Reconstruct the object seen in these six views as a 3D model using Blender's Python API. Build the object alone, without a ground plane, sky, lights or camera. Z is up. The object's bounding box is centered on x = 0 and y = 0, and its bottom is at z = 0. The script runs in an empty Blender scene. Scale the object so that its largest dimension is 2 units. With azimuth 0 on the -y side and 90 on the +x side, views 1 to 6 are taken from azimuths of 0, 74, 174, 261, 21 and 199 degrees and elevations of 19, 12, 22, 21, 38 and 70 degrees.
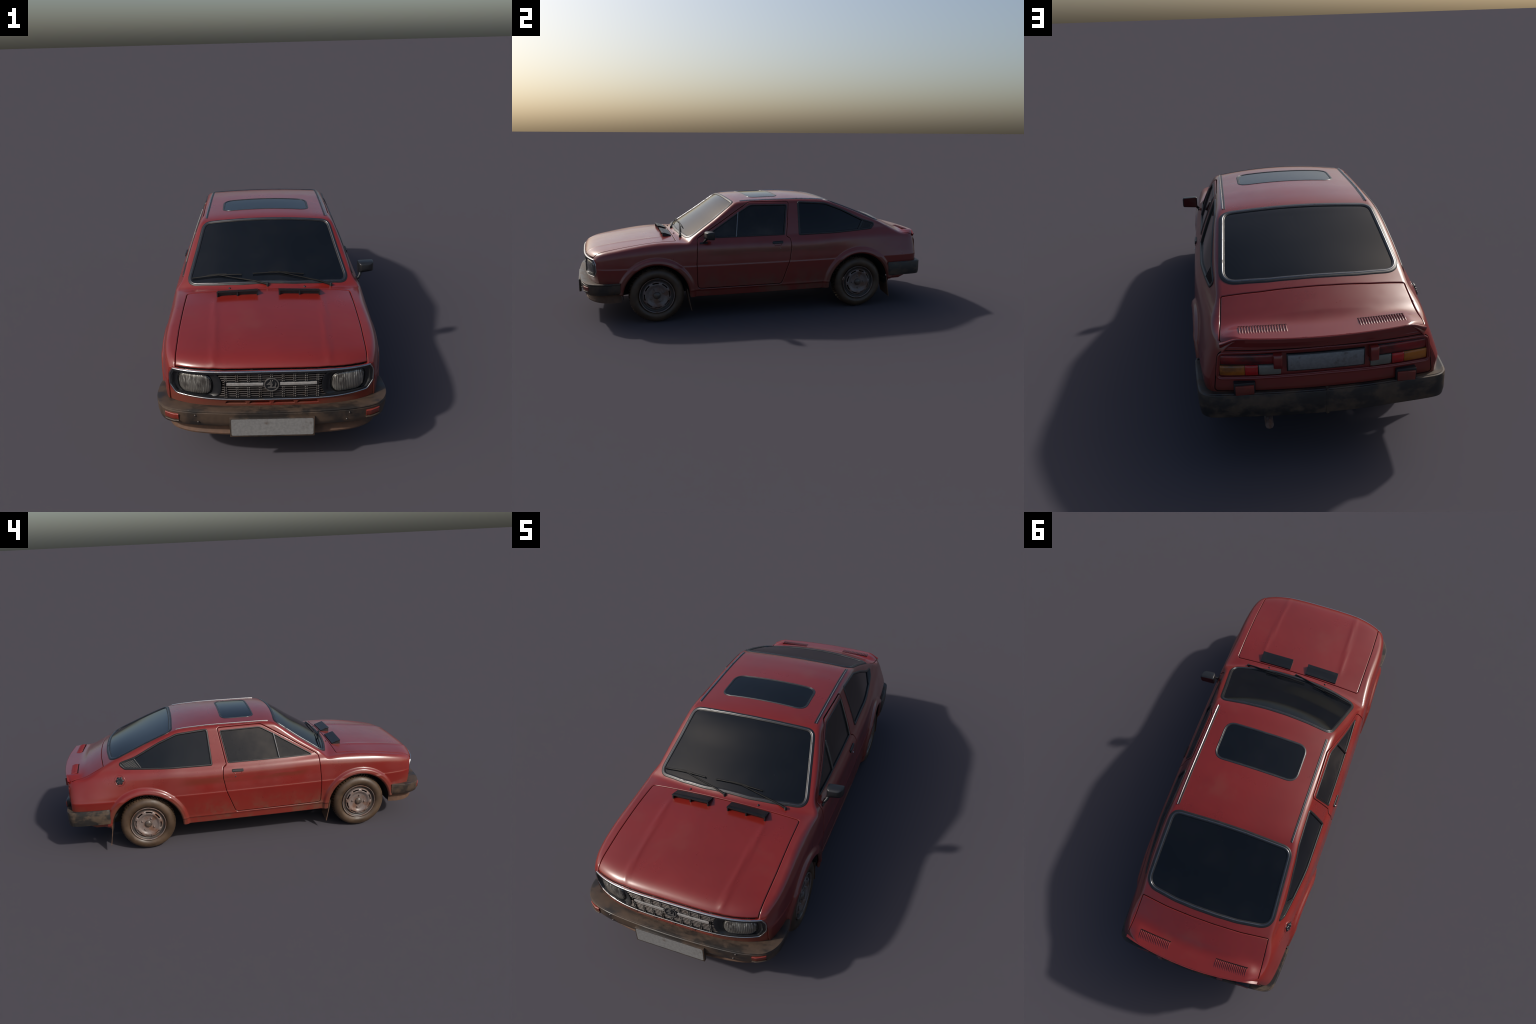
# A small red fastback coupe, built part by part on a parametric body surface.
# Local frame: x = sideways from the car's middle plane, y = length (front at -y), z = up, metres.
import bpy, math, random
import numpy as np
from mathutils import Vector, Matrix
from mathutils.geometry import delaunay_2d_cdt

random.seed(7)
XC = -0.0214                       # the one door mirror shifts the middle plane off x = 0

# ------------------------------------------------------------------ small maths
def pchip(xs, ys):
    xs = np.array(xs, float); ys = np.array(ys, float)
    h = np.diff(xs); d = np.diff(ys) / h
    m = np.zeros_like(ys)
    for i in range(1, len(xs) - 1):
        if d[i - 1] * d[i] > 0:
            w1 = 2 * h[i] + h[i - 1]; w2 = h[i] + 2 * h[i - 1]
            m[i] = (w1 + w2) / (w1 / d[i - 1] + w2 / d[i])
    m[0] = d[0]; m[-1] = d[-1]
    def f(x):
        x = np.asarray(x, float)
        i = np.clip(np.searchsorted(xs, x) - 1, 0, len(h) - 1)
        t = (x - xs[i]) / h[i]
        tc = np.clip(t, 0, 1)
        v = ((1 + 2 * tc) * (1 - tc) ** 2 * ys[i] + tc * (1 - tc) ** 2 * h[i] * m[i]
             + tc ** 2 * (3 - 2 * tc) * ys[i + 1] + tc ** 2 * (tc - 1) * h[i] * m[i + 1])
        return v + np.where(t < 0, t * h[i] * m[0], 0) + np.where(t > 1, (t - 1) * h[i] * m[-1], 0)
    return f

def smooth(f, lo, hi, sigma, n=3000):
    """table of f blurred with a gaussian of width sigma"""
    xs = np.linspace(lo, hi, n); step = xs[1] - xs[0]
    k = np.arange(-int(4 * sigma / step), int(4 * sigma / step) + 1) * step
    g = np.exp(-0.5 * (k / sigma) ** 2); g /= g.sum()
    ext = np.concatenate([xs[0] + k[k < 0], xs, xs[-1] + k[k > 0]])
    ys = np.convolve(f(ext), g, mode='valid')
    return lambda x: np.interp(x, xs, ys)

def sstep(a, b, x):
    t = np.clip((np.asarray(x, float) - a) / (b - a), 0, 1)
    return t * t * (3 - 2 * t)

# ------------------------------------------------------------------ body surface
# centre-line profile: bonnet, windscreen, roof, rear window, boot lid
PROFILE = smooth(pchip(
    [-0.972, -0.966, -0.961, -0.954, -0.94, -0.92, -0.90, -0.87, -0.83, -0.78, -0.72, -0.65, -0.57, -0.51, -0.487,
     -0.474, -0.461, -0.445, -0.32, -0.192, -0.172, -0.145, -0.10, 0.0, 0.10, 0.20, 0.30, 0.36, 0.405, 0.45, 0.60, 0.744,
     0.784, 0.84, 0.885, 0.915, 0.945, 0.972, 0.99],
    [0.330, 0.346, 0.358, 0.369, 0.380, 0.389, 0.3945, 0.4005, 0.4075, 0.4150, 0.4225, 0.4305, 0.4380, 0.4425, 0.4440,
     0.4480, 0.4570, 0.4680, 0.5470, 0.6290, 0.6375, 0.6425, 0.6460, 0.6485, 0.6495, 0.6485, 0.6425, 0.6355, 0.6250, 0.6095,
     0.5570, 0.506, 0.4895, 0.464, 0.444, 0.4350, 0.4300, 0.4255, 0.421]), -1.05, 1.05, 0.0035)
CROWN = smooth(pchip(
    [-0.97, -0.90, -0.84, -0.74, -0.62, -0.50, -0.42, -0.30, -0.16, 0.0, 0.25, 0.40, 0.55, 0.70, 0.78, 0.86, 0.93, 0.98],
    [0.05, 0.06, 0.08, 0.10, 0.115, 0.13, 0.20, 0.22, 0.25, 0.27, 0.22, 0.13, 0.11, 0.16, 0.24, 0.24, 0.17, 0.17]),
    -1.05, 1.05, 0.02)

def top(w, y):
    """height of the upper skin at half-width w and station y"""
    w = np.abs(w); y = np.asarray(y, float)
    bow = ((1 - sstep(-0.86, -0.60, y)) * 0.054 * np.minimum(w / 0.335, 1.1) ** 3.9
           + sstep(-0.60, -0.49, y) * (1 - sstep(-0.22, -0.04, y)) * 0.40 * w * w
           - sstep(0.42, 0.72, y) * 0.33 * w * w)
    z = PROFILE(y - bow) - CROWN(y) * w * w
    # long shallow ridges pressed into the bonnet
    z = z + 0.0022 * np.exp(-((w - 0.187 - 0.015 * sstep(-0.9, -0.5, y)) / 0.012) ** 2) * (1 - sstep(-0.60, -0.52, y)) * sstep(-0.965, -0.93, y)
    # flat ducktail lip on the boot lid
    g = sstep(0.865, 0.925, y) * (1 - sstep(0.246, 0.306, w))
    z = z * (1 - g) + (0.4310 - 0.09 * (y - 0.91)) * g
    return z

PLAN = smooth(pchip(
    [-0.97, -0.93, -0.908, -0.886, -0.85, -0.78, -0.70, -0.60, -0.40, -0.20, 0.0, 0.20, 0.40, 0.55, 0.70, 0.80, 0.90, 0.93, 0.945, 0.965],
    [0.305, 0.328, 0.340, 0.353, 0.365, 0.375, 0.380, 0.382, 0.3865, 0.389, 0.390, 0.3895, 0.3865, 0.382, 0.3735, 0.3680, 0.3570, 0.349, 0.338, 0.316]),
    -1.05, 1.05, 0.006)
SHOULDER = smooth(pchip([-1.0, -0.93, -0.895, -0.83, -0.75, -0.63, -0.5, -0.38, 0.0, 0.24, 0.44, 0.64, 0.79, 0.95], [0.355, 0.370, 0.381, 0.395, 0.406, 0.416, 0.424, 0.431, 0.430, 0.430, 0.437, 0.443, 0.442, 0.425]), -1.05, 1.05, 0.012)
CABIN = smooth(pchip([-1.0, -0.38, -0.2, 0.0, 0.3, 0.5, 0.6, 0.67, 0.8, 1.0], [-0.008, -0.006, -0.001, 0.0, 0.0, -0.001, -0.002, -0.003, -0.004, -0.005]), -1.05, 1.05, 0.02)
TUMBLE = smooth(pchip([-1.0, 0.40, 0.55, 0.68, 0.85, 0.95, 1.0], [0.0, 0.0, 0.07, 0.14, 0.25, 0.32, 0.34]), -1.05, 1.05, 0.02)
SIDE_LOW = smooth(pchip([0.05, 0.125, 0.152, 0.160, 0.1655, 0.172, 0.21, 0.285, 0.2945, 0.3005, 0.315, 0.345, 0.37, 0.40, 0.45],
                        [-0.03, -0.0145, -0.0120, -0.0110, -0.0070, -0.0078, -0.0060, -0.0006, 0.0002, -0.0015, -0.0019, -0.0042, -0.0062, -0.0088, -0.0115]),
                 0.0, 0.5, 0.0012)
# relative to the shoulder height; above it the cabin leans in
SIDE_HIGH = smooth(pchip([-0.20, -0.07, -0.045, -0.028, -0.014, -0.004, 0.006, 0.014, 0.024, 0.185, 0.215, 0.26],
                         [0.0, 0.0, -0.0004, -0.0030, -0.0088, -0.0160, -0.0222, -0.0258, -0.0288, -0.0905, -0.1045, -0.129]),
                   -0.3, 0.3, 0.004)
WHEEL_F = (-0.601, 0.138, 0.1745)      # wheel arch: y, z, radius
WHEEL_R = (0.566, 0.133, 0.1850)

def sidew(y, z):
    """half-width of the flank at station y and height z"""
    y = np.asarray(y, float); z = np.asarray(z, float)
    zs = SHOULDER(y)
    fade = sstep(-0.93, -0.87, y)
    w = PLAN(y) - TUMBLE(y) * np.clip(z - 0.30, 0, 0.13)
    w = w + SIDE_LOW(np.minimum(z, 0.45)) * (0.3 + 0.7 * fade) + SIDE_HIGH(z - zs) + CABIN(y) * sstep(-0.012, 0.02, z - zs)
    for cy, cz, r in (WHEEL_F, WHEEL_R):
        d = np.hypot(y - cy, np.maximum(z - cz, 0.0)) - r
        w = w + (0.0105 * (1 - sstep(0.024, 0.040, d)) + 0.0050 * np.clip(1 - d / 0.032, 0, 1) * sstep(-0.05, 0.0, d) - 0.0130 * (1 - sstep(-0.003, 0.0105, d))) * (1 - sstep(0.355, 0.385, z))
    return w

ZB, ZM = 0.10, 0.31
_ty = np.linspace(-1.0, 1.0, 1001)
def _corner(y):
    lo = np.full_like(y, 0.15); hi = np.full_like(y, 0.42)
    for _ in range(50):
        m = 0.5 * (lo + hi)
        g = sidew(y, top(m, y)) - m
        lo = np.where(g > 0, m, lo); hi = np.where(g > 0, hi, m)
    return 0.5 * (lo + hi)
_wc = _corner(_ty); _zc = top(_wc, _ty)
_as = pchip([-1, -0.9, -0.5, -0.40, -0.25, 0.0, 0.4, 0.6, 0.78, 0.9, 1.0], [0.009, 0.011, 0.011, 0.012, 0.016, 0.022, 0.022, 0.020, 0.015, 0.012, 0.008])(_ty)
_at = pchip([-1, -0.9, -0.5, -0.40, -0.25, 0.0, 0.4, 0.6, 0.78, 0.9, 1.0], [0.010, 0.013, 0.013, 0.013, 0.016, 0.022, 0.022, 0.022, 0.018, 0.014, 0.010])(_ty)
_za = _zc - _as; _wa = sidew(_ty, _za); _wb = _wc - _at; _zb = top(_wb, _ty)

def surf(y, s):
    """body chart: s = 0 on the centre line, |s| = 3 at the bottom edge of either flank"""
    y = np.asarray(y, float); s = np.asarray(s, float); sg = np.where(s < 0, -1.0, 1.0); t = 3 - np.abs(s)
    za = np.interp(y, _ty, _za); wb = np.interp(y, _ty, _wb)
    wa = sidew(y, za); zb = top(wb, y); wc = np.interp(y, _ty, _wc); zc = np.interp(y, _ty, _zc)
    zs = np.where(t < 0.5, ZB + (ZM - ZB) * t / 0.5, ZM + (za - ZM) * (t - 0.5) / 0.5)
    ws = sidew(y, zs)
    u = np.clip(t - 1, 0, 1)
    wf = (1 - u) ** 2 * wa + 2 * u * (1 - u) * wc + u * u * wb
    zf = (1 - u) ** 2 * za + 2 * u * (1 - u) * zc + u * u * zb
    wt = wb * np.clip(3 - t, 0, 1); zt = top(wt, y)
    w = np.where(t <= 1, ws, np.where(t <= 2, wf, wt))
    z = np.where(t <= 1, zs, np.where(t <= 2, zf, zt))
    return np.stack([w * sg, y, z], -1)

def surf_n(y, s):
    e = 0.0012
    du = surf(np.asarray(y) + e, s) - surf(np.asarray(y) - e, s)
    dv = surf(y, np.asarray(s) + 4 * e) - surf(y, np.asarray(s) - 4 * e)
    n = np.cross(dv, du)
    return n / np.maximum(np.linalg.norm(n, axis=-1, keepdims=True), 1e-12)

def t_of_z(y, z):
    lo = np.zeros_like(y); hi = np.full_like(y, 2.0)
    for _ in range(40):
        m = (lo + hi) / 2; g = surf(y, 3 - m)[..., 2] < z
        lo = np.where(g, m, lo); hi = np.where(g, hi, m)
    return (lo + hi) / 2

def t_of_w(y, w):
    lo = np.full_like(y, 1.0); hi = np.full_like(y, 3.0)
    for _ in range(40):
        m = (lo + hi) / 2; g = surf(y, 3 - m)[..., 0] > w
        lo = np.where(g, m, lo); hi = np.where(g, hi, m)
    return (lo + hi) / 2

# chart distances in metres, for triangulation: top sheet, corner fillet, flank
C_TOP, C_FIL, C_SIDE = 0.30, 0.030, 0.40
def s2c(s):
    a = np.abs(s)
    return np.sign(s) * (np.minimum(a, 1) * C_TOP + np.clip(a - 1, 0, 1) * C_FIL + np.maximum(a - 2, 0) * C_SIDE)
def c2s(c):
    a = np.abs(c)
    return np.sign(c) * (np.minimum(a / C_TOP, 1) + np.clip((a - C_TOP) / C_FIL, 0, 1) + np.maximum(a - C_TOP - C_FIL, 0) / C_SIDE)
def chart_side(yz, sign=1):
    yz = np.asarray(yz, float)
    return np.stack([yz[:, 0], s2c(sign * (3 - t_of_z(yz[:, 0], yz[:, 1])))], -1)
def chart_top(xy):
    xy = np.asarray(xy, float)
    s = 3 - t_of_w(xy[:, 1], np.abs(xy[:, 0]))
    return np.stack([xy[:, 1], s2c(np.sign(xy[:, 0]) * s)], -1)
def body_map(p):
    q = c2s(p[:, 1]); return surf(p[:, 0], q), surf_n(p[:, 0], q)

# ------------------------------------------------------------------ outlines
def densify(pts, step, closed=True):
    pts = np.asarray(pts, float); out = []
    n = len(pts)
    for i in range(n if closed else n - 1):
        a, b = pts[i], pts[(i + 1) % n]
        k = max(1, int(math.ceil(np.linalg.norm(b - a) / step)))
        out += [a + (b - a) * j / k for j in range(k)]
    if not closed: out.append(pts[-1])
    return np.array(out)

def rounded(corners, step=0.008):
    """closed outline from (x, y, corner radius) triples"""
    c = [np.array(p[:2], float) for p in corners]; n = len(c); pts = []
    for i in range(n):
        p, a, b, r = c[i], c[i - 1], c[(i + 1) % n], corners[i][2]
        u = a - p; v = b - p; lu, lv = np.linalg.norm(u), np.linalg.norm(v); u /= lu; v /= lv
        if r <= 0: pts.append(p); continue
        ang = math.acos(max(-1, min(1, float(u @ v))))
        d = min(r / max(math.tan(ang / 2), 1e-3), 0.48 * lu, 0.48 * lv)
        k = max(3, int(d * 2 / step) + 3)
        for j in range(k + 1):
            q = j / k
            pts.append((1 - q) ** 2 * (p + u * d) + 2 * q * (1 - q) * p * 1.0 + q * q * (p + v * d))
    return densify(np.array(pts), step)

def area(p):
    return 0.5 * np.sum(p[:, 0] * np.roll(p[:, 1], -1) - np.roll(p[:, 0], -1) * p[:, 1])

def offset(p, d):
    """grow (d > 0) or shrink a dense closed outline"""
    t = np.roll(p, -1, 0) - np.roll(p, 1, 0)
    t /= np.maximum(np.linalg.norm(t, axis=1, keepdims=True), 1e-12)
    n = np.stack([t[:, 1], -t[:, 0]], -1) * (1 if area(p) > 0 else -1)
    return p + n * d

def inside(pts, loop):
    res = np.zeros(len(pts), bool)
    lo = loop.min(0); hi = loop.max(0)
    idx = np.nonzero(np.all((pts >= lo) & (pts <= hi), axis=1))[0]
    if len(idx) == 0: return res
    q = pts[idx]; c = np.zeros(len(idx), bool)
    a = loop; b = np.roll(loop, -1, 0)
    for (x0, y0), (x1, y1) in zip(a, b):
        if y0 == y1: continue
        m = (q[:, 1] > y0) != (q[:, 1] > y1)
        if m.any():
            xi = x0 + (q[m, 1] - y0) * (x1 - x0) / (y1 - y0)
            c[np.nonzero(m)[0][q[m, 0] < xi]] ^= True
    res[idx] = c
    return res

# ------------------------------------------------------------------ scene helpers
def link(o, parent):
    bpy.context.scene.collection.objects.link(o)
    if parent is not None: o.parent = parent
    return o

def mesh_data(name, verts, faces, mat, normals=None, smooth_angle=None, flat=False):
    me = bpy.data.meshes.new(name)
    me.from_pydata([tuple(map(float, v)) for v in verts], [], [tuple(map(int, f)) for f in faces])
    me.materials.append(mat)
    if not flat: me.polygons.foreach_set('use_smooth', [True] * len(me.polygons))
    me.update()
    if normals is not None:
        me.normals_split_custom_set_from_vertices([tuple(map(float, n)) for n in normals])
    elif smooth_angle is not None:
        me.set_sharp_from_angle(angle=math.radians(smooth_angle))
    return me

def part(name, verts, faces, mat, parent, normals=None, angle=None, flat=False):
    return link(bpy.data.objects.new(name, mesh_data(name, verts, faces, mat, normals, angle, flat)), parent)

def panel(name, fmap, outer, holes, grid, mat, parent, offset_n=0.0, bevel=0.0012, ring=0.0028, skirt=0.010, extra=None, clear=0.004, bevel_holes=True):
    """sheet cut from a mapped surface: outline, holes, rolled edges and returned flanges"""
    loops = [np.asarray(outer)] + [np.asarray(h) for h in holes]
    pts = []; edges = []; kind = []
    loop_ids = []
    for li, L in enumerate(loops):
        base = len(pts)
        pts += list(L); n = len(L)
        edges += [(base + i, base + (i + 1) % n) for i in range(n)]
        kind += [1] * n
        loop_ids.append(np.arange(base, base + n))
        if ring:
            R = offset(L, -ring if li == 0 else ring)
            base = len(pts); pts += list(R); kind += [0] * n
    border = np.array(pts)
    g = np.asarray(grid)
    if extra is not None and len(extra): g = np.concatenate([g, extra])
    keep = inside(g, loops[0])
    for h in loops[1:]: keep &= ~inside(g, h)
    g = g[keep]
    ok = np.ones(len(g), bool)
    for k in range(0, len(border), 400):
        b = border[k:k + 400]
        lo = b.min(0) - 0.02; hi = b.max(0) + 0.02
        ii = np.nonzero(ok & np.all((g > lo) & (g < hi), axis=1))[0]
        if len(ii):
            d = ((g[ii][:, None, :] - b[None]) ** 2).sum(-1).min(1)
            ok[ii[d < clear ** 2]] = False
    g = g[ok]
    allp = np.concatenate([border, g]) if len(g) else border
    kind = np.array(kind + [0] * len(g))
    res = delaunay_2d_cdt([Vector(p) for p in allp], edges, [], 0, 1e-7, True)
    V = np.array([tuple(v) for v in res[0]]); F = [f for f in res[2]]
    omap = {}
    for i, o in enumerate(res[3]):
        for q in o: omap[q] = i
    F = np.array(F)
    cen = V[F].mean(1)
    m = inside(cen, loops[0])
    for h in loops[1:]: m &= ~inside(cen, h)
    F = F[m]
    P, N = fmap(V)
    P = P + N * offset_n
    nv = len(V)
    isb = np.zeros(nv, bool)
    outw = np.zeros((nv, 3))
    sk_v = []; sk_f = []; sk_n = []
    for li, ids in enumerate(loop_ids):
        vi = np.array([omap[i] for i in ids])
        L = P[vi]; tang = np.roll(L, -1, 0) - np.roll(L, 1, 0)
        o = np.cross(tang, N[vi]); o /= np.maximum(np.linalg.norm(o, axis=1, keepdims=True), 1e-12)
        inner = fmap(offset(loops[li], -0.002 if li == 0 else 0.002))[0] + N[vi] * offset_n
        sgn = np.sign(((L - inner) * o).sum(1, keepdims=True)); o = o * np.where(sgn == 0, 1, sgn)
        isb[vi] = True; outw[vi] = o
        if skirt:
            b0 = nv + len(sk_v); n = len(vi)
            for k in range(n): sk_v.append(L[k] - N[vi[k]] * bevel)
            for k in range(n): sk_v.append(L[k] - N[vi[k]] * (bevel + skirt))
            sk_n += list(o) + list(o)
            for k in range(n):
                k2 = (k + 1) % n
                sk_f.append([b0 + k, b0 + k2, b0 + n + k2, b0 + n + k])
    P[isb] -= N[isb] * bevel
    NN = N.copy()
    if bevel: NN[isb] = N[isb] + 0.9 * outw[isb]
    NN /= np.linalg.norm(NN, axis=1, keepdims=True)
    # orient triangles with the surface normal
    tri = F.copy()
    fn = np.cross(P[tri[:, 1]] - P[tri[:, 0]], P[tri[:, 2]] - P[tri[:, 0]])
    flip = (fn * N[tri].mean(1)).sum(1) < 0
    tri[flip] = tri[flip][:, ::-1]
    verts = np.concatenate([P, np.array(sk_v)]) if sk_v else P
    norms = np.concatenate([NN, np.array(sk_n)]) if sk_v else NN
    if sk_v:
        for f in sk_f:
            a, b, c = verts[f[0]], verts[f[1]], verts[f[2]]
            if np.dot(np.cross(b - a, c - a), norms[f[0]]) < 0: f.reverse()
    faces = [list(f) for f in tri] + sk_f
    return part(name, verts, faces, mat, parent, norms)

def strip(name, fmap, loop, profile, mat, parent, closed=True, off=0.0, angle=50):
    """moulding of a given cross-section laid along a curve on a surface; profile = (sideways, height)"""
    P, N = fmap(np.asarray(loop))
    if closed: T = np.roll(P, -1, 0) - np.roll(P, 1, 0)
    else: T = np.gradient(P, axis=0)
    T /= np.maximum(np.linalg.norm(T, axis=1, keepdims=True), 1e-12)
    B = np.cross(N, T); B /= np.linalg.norm(B, axis=1, keepdims=True)
    n, k = len(P), len(profile)
    V = np.stack([P + B * a + N * (h + off) for a, h in profile], 1).reshape(-1, 3)
    F = []
    for i in range(n if closed else n - 1):
        j = (i + 1) % n
        for q in range(k):
            r = (q + 1) % k
            F.append([i * k + q, i * k + r, j * k + r, j * k + q])
    if not closed:
        F += [list(range(k))[::-1], [(n - 1) * k + q for q in range(k)]]
    fix = signed_volume(V, F)
    if fix < 0: F = [f[::-1] for f in F]
    return part(name, V, F, mat, parent, angle=angle)

def signed_volume(V, F):
    v = 0
    for f in F:
        for i in range(1, len(f) - 1): v += np.dot(V[f[0]], np.cross(V[f[i]], V[f[i + 1]]))
    return v

def half_round(w, h, n=6, base=-0.004, side=0.0):
    return [(side - w / 2, base)] + [(side - w / 2 * math.cos(math.pi * i / n), h * math.sin(math.pi * i / n)) for i in range(n + 1)] + [(side + w / 2, base)]

def sweep(path, section, closed=False, caps=True, up=(0, 0, 1)):
    """section (outward, up) dragged along a path; section may be a function of the path index"""
    path = np.asarray(path, float); up = np.array(up, float)
    T = np.gradient(path, axis=0) if not closed else np.roll(path, -1, 0) - np.roll(path, 1, 0)
    T /= np.linalg.norm(T, axis=1, keepdims=True)
    O = np.cross(T, up); O /= np.linalg.norm(O, axis=1, keepdims=True)
    if ((path - path.mean(0)) * O).sum() < 0: O = -O
    n = len(path); rows = []
    for i in range(n):
        sec = section(i / (n - 1)) if callable(section) else section
        rows.append([path[i] + O[i] * a + up * b for a, b in sec])
    k = len(rows[0]); V = np.array(rows).reshape(-1, 3); F = []
    for i in range(n if closed else n - 1):
        j = (i + 1) % n
        for q in range(k):
            r = (q + 1) % k
            F.append([i * k + q, i * k + r, j * k + r, j * k + q])
    if caps and not closed: F += [list(range(k))[::-1], [(n - 1) * k + q for q in range(k)]]
    if signed_volume(V, F) < 0: F = [f[::-1] for f in F]
    return V, F

def tube(path, radius, n=8):
    path = np.asarray(path, float); T = np.gradient(path, axis=0); T /= np.linalg.norm(T, axis=1, keepdims=True)
    V = []; F = []
    ref = np.array([0.0, 0, 1.0]) if abs(T[0][2]) < 0.9 else np.array([1.0, 0, 0])
    for i, p in enumerate(path):
        a = np.cross(T[i], ref); a /= np.linalg.norm(a); b = np.cross(T[i], a)
        r = radius[i] if hasattr(radius, '__len__') else radius
        for k in range(n):
            q = 2 * math.pi * k / n; V.append(p + r * (math.cos(q) * a + math.sin(q) * b))
    for i in range(len(path) - 1):
        for k in range(n):
            k2 = (k + 1) % n; F.append([i * n + k, i * n + k2, (i + 1) * n + k2, (i + 1) * n + k])
    F += [list(range(n))[::-1], [(len(path) - 1) * n + k for k in range(n)]]
    V = np.array(V)
    if signed_volume(V, F) < 0: F = [f[::-1] for f in F]
    return V, F

def box(lo, hi, bevel=0.0):
    """box with chamfered edges"""
    import bmesh
    bm = bmesh.new(); bmesh.ops.create_cube(bm, size=1.0)
    lo = np.array(lo, float); hi = np.array(hi, float)
    for v in bm.verts: v.co = Vector((lo + hi) / 2 + np.array(v.co) * (hi - lo))
    if bevel: bmesh.ops.bevel(bm, geom=list(bm.edges), offset=bevel, segments=2, profile=0.5, affect='EDGES')
    bm.verts.index_update()
    V = np.array([v.co[:] for v in bm.verts]); F = [[v.index for v in f.verts] for f in bm.faces]
    bm.free(); return V, F

def lathe(profile, n=64, axis_x=True, mod=None):
    """profile (radius, along axis) turned round the x axis"""
    V = []; F = []; k = len(profile)
    for i in range(n):
        q = 2 * math.pi * i / n
        for j, (r, a) in enumerate(profile):
            rr = r + (mod(i, j) if mod else 0.0)
            V.append((a, rr * math.cos(q), rr * math.sin(q)))
    for i in range(n):
        i2 = (i + 1) % n
        for j in range(k - 1):
            F.append([i * k + j, i * k + j + 1, i2 * k + j + 1, i2 * k + j])
    V = np.array(V)
    if signed_volume(V, F) < 0: F = [f[::-1] for f in F]
    return V, F

def merge(*vf):
    V = []; F = []; b = 0
    for v, f in vf:
        V.append(np.asarray(v)); F += [[i + b for i in q] for q in f]; b += len(v)
    return np.concatenate(V), F

def mirror(V, F):
    V = np.array(V); V[:, 0] *= -1
    return V, [f[::-1] for f in F]

# ------------------------------------------------------------------ materials
class Mat:
    def __init__(self, name, color=(0.5, 0.5, 0.5), rough=0.5, metal=0.0, coat=0.0, spec=0.5):
        self.m = bpy.data.materials.new(name); self.m.use_nodes = True
        self.t = self.m.node_tree; self.b = self.t.nodes['Principled BSDF']
        self.b.inputs['Base Color'].default_value = (*color, 1); self.b.inputs['Roughness'].default_value = rough
        self.b.inputs['Metallic'].default_value = metal; self.b.inputs['Coat Weight'].default_value = coat
        self.b.inputs['Coat Roughness'].default_value = 0.08; self.b.inputs['Specular IOR Level'].default_value = spec
    def n(self, kind, **kw):
        x = self.t.nodes.new(kind)
        for k, v in kw.items():
            if k in ('operation', 'blend_type', 'data_type', 'interpolation_type', 'wave_type', 'bands_direction', 'feature', 'noise_dimensions', 'clamp'): setattr(x, k, v)
            else: x.inputs[k.replace('_', ' ')].default_value = v
        return x
    def l(self, a, b): self.t.links.new(a, b)
    def obj(self):
        if not hasattr(self, '_co'): self._co = self.n('ShaderNodeTexCoord').outputs['Object']
        return self._co
    def xyz(self):
        if not hasattr(self, '_xyz'):
            s = self.n('ShaderNodeSeparateXYZ'); self.l(self.obj(), s.inputs[0]); self._xyz = s.outputs
        return self._xyz
    def noise(self, scale, detail=4.0, rough=0.55, stretch=(1, 1, 1), shift=(0, 0, 0)):
        mp = self.n('ShaderNodeMapping'); mp.inputs['Scale'].default_value = stretch; mp.inputs['Location'].default_value = shift
        self.l(self.obj(), mp.inputs['Vector'])
        x = self.n('ShaderNodeTexNoise', Scale=scale, Detail=detail, Roughness=rough); self.l(mp.outputs[0], x.inputs['Vector'])
        return x.outputs['Fac']
    def math(self, op, a, b=None, c=None):
        x = self.n('ShaderNodeMath', operation=op)
        for i, v in enumerate((a, b, c)):
            if v is None: continue
            if isinstance(v, (int, float)): x.inputs[i].default_value = v
            else: self.l(v, x.inputs[i])
        return x.outputs[0]
    def ramp(self, v, lo, hi, out0=0.0, out1=1.0):
        x = self.n('ShaderNodeMapRange', interpolation_type='SMOOTHSTEP')
        x.inputs['From Min'].default_value = lo; x.inputs['From Max'].default_value = hi
        x.inputs['To Min'].default_value = out0; x.inputs['To Max'].default_value = out1
        self.l(v, x.inputs['Value']); return x.outputs[0]
    def mix(self, fac, a, b):
        x = self.n('ShaderNodeMix', data_type='RGBA')
        if isinstance(fac, (int, float)): x.inputs['Factor'].default_value = fac
        else: self.l(fac, x.inputs['Factor'])
        for key, v in (('A', a), ('B', b)):
            i = [s for s in x.inputs if s.name == key and s.type == 'RGBA'][0]
            if isinstance(v, tuple): i.default_value = (*v, 1)
            else: self.l(v, i)
        return [s for s in x.outputs if s.type == 'RGBA'][0]
    def color(self, s): self.l(s, self.b.inputs['Base Color'])
    def rough(self, s): self.l(s, self.b.inputs['Roughness'])
    def bump(self, h, strength=0.2, dist=0.002):
        x = self.n('ShaderNodeBump', Strength=strength, Distance=dist); self.l(h, x.inputs['Height']); self.l(x.outputs[0], self.b.inputs['Normal'])

MUD = (0.088, 0.045, 0.026)
DUST = (0.16, 0.10, 0.065)
RED = (0.160, 0.0108, 0.0075)

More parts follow.
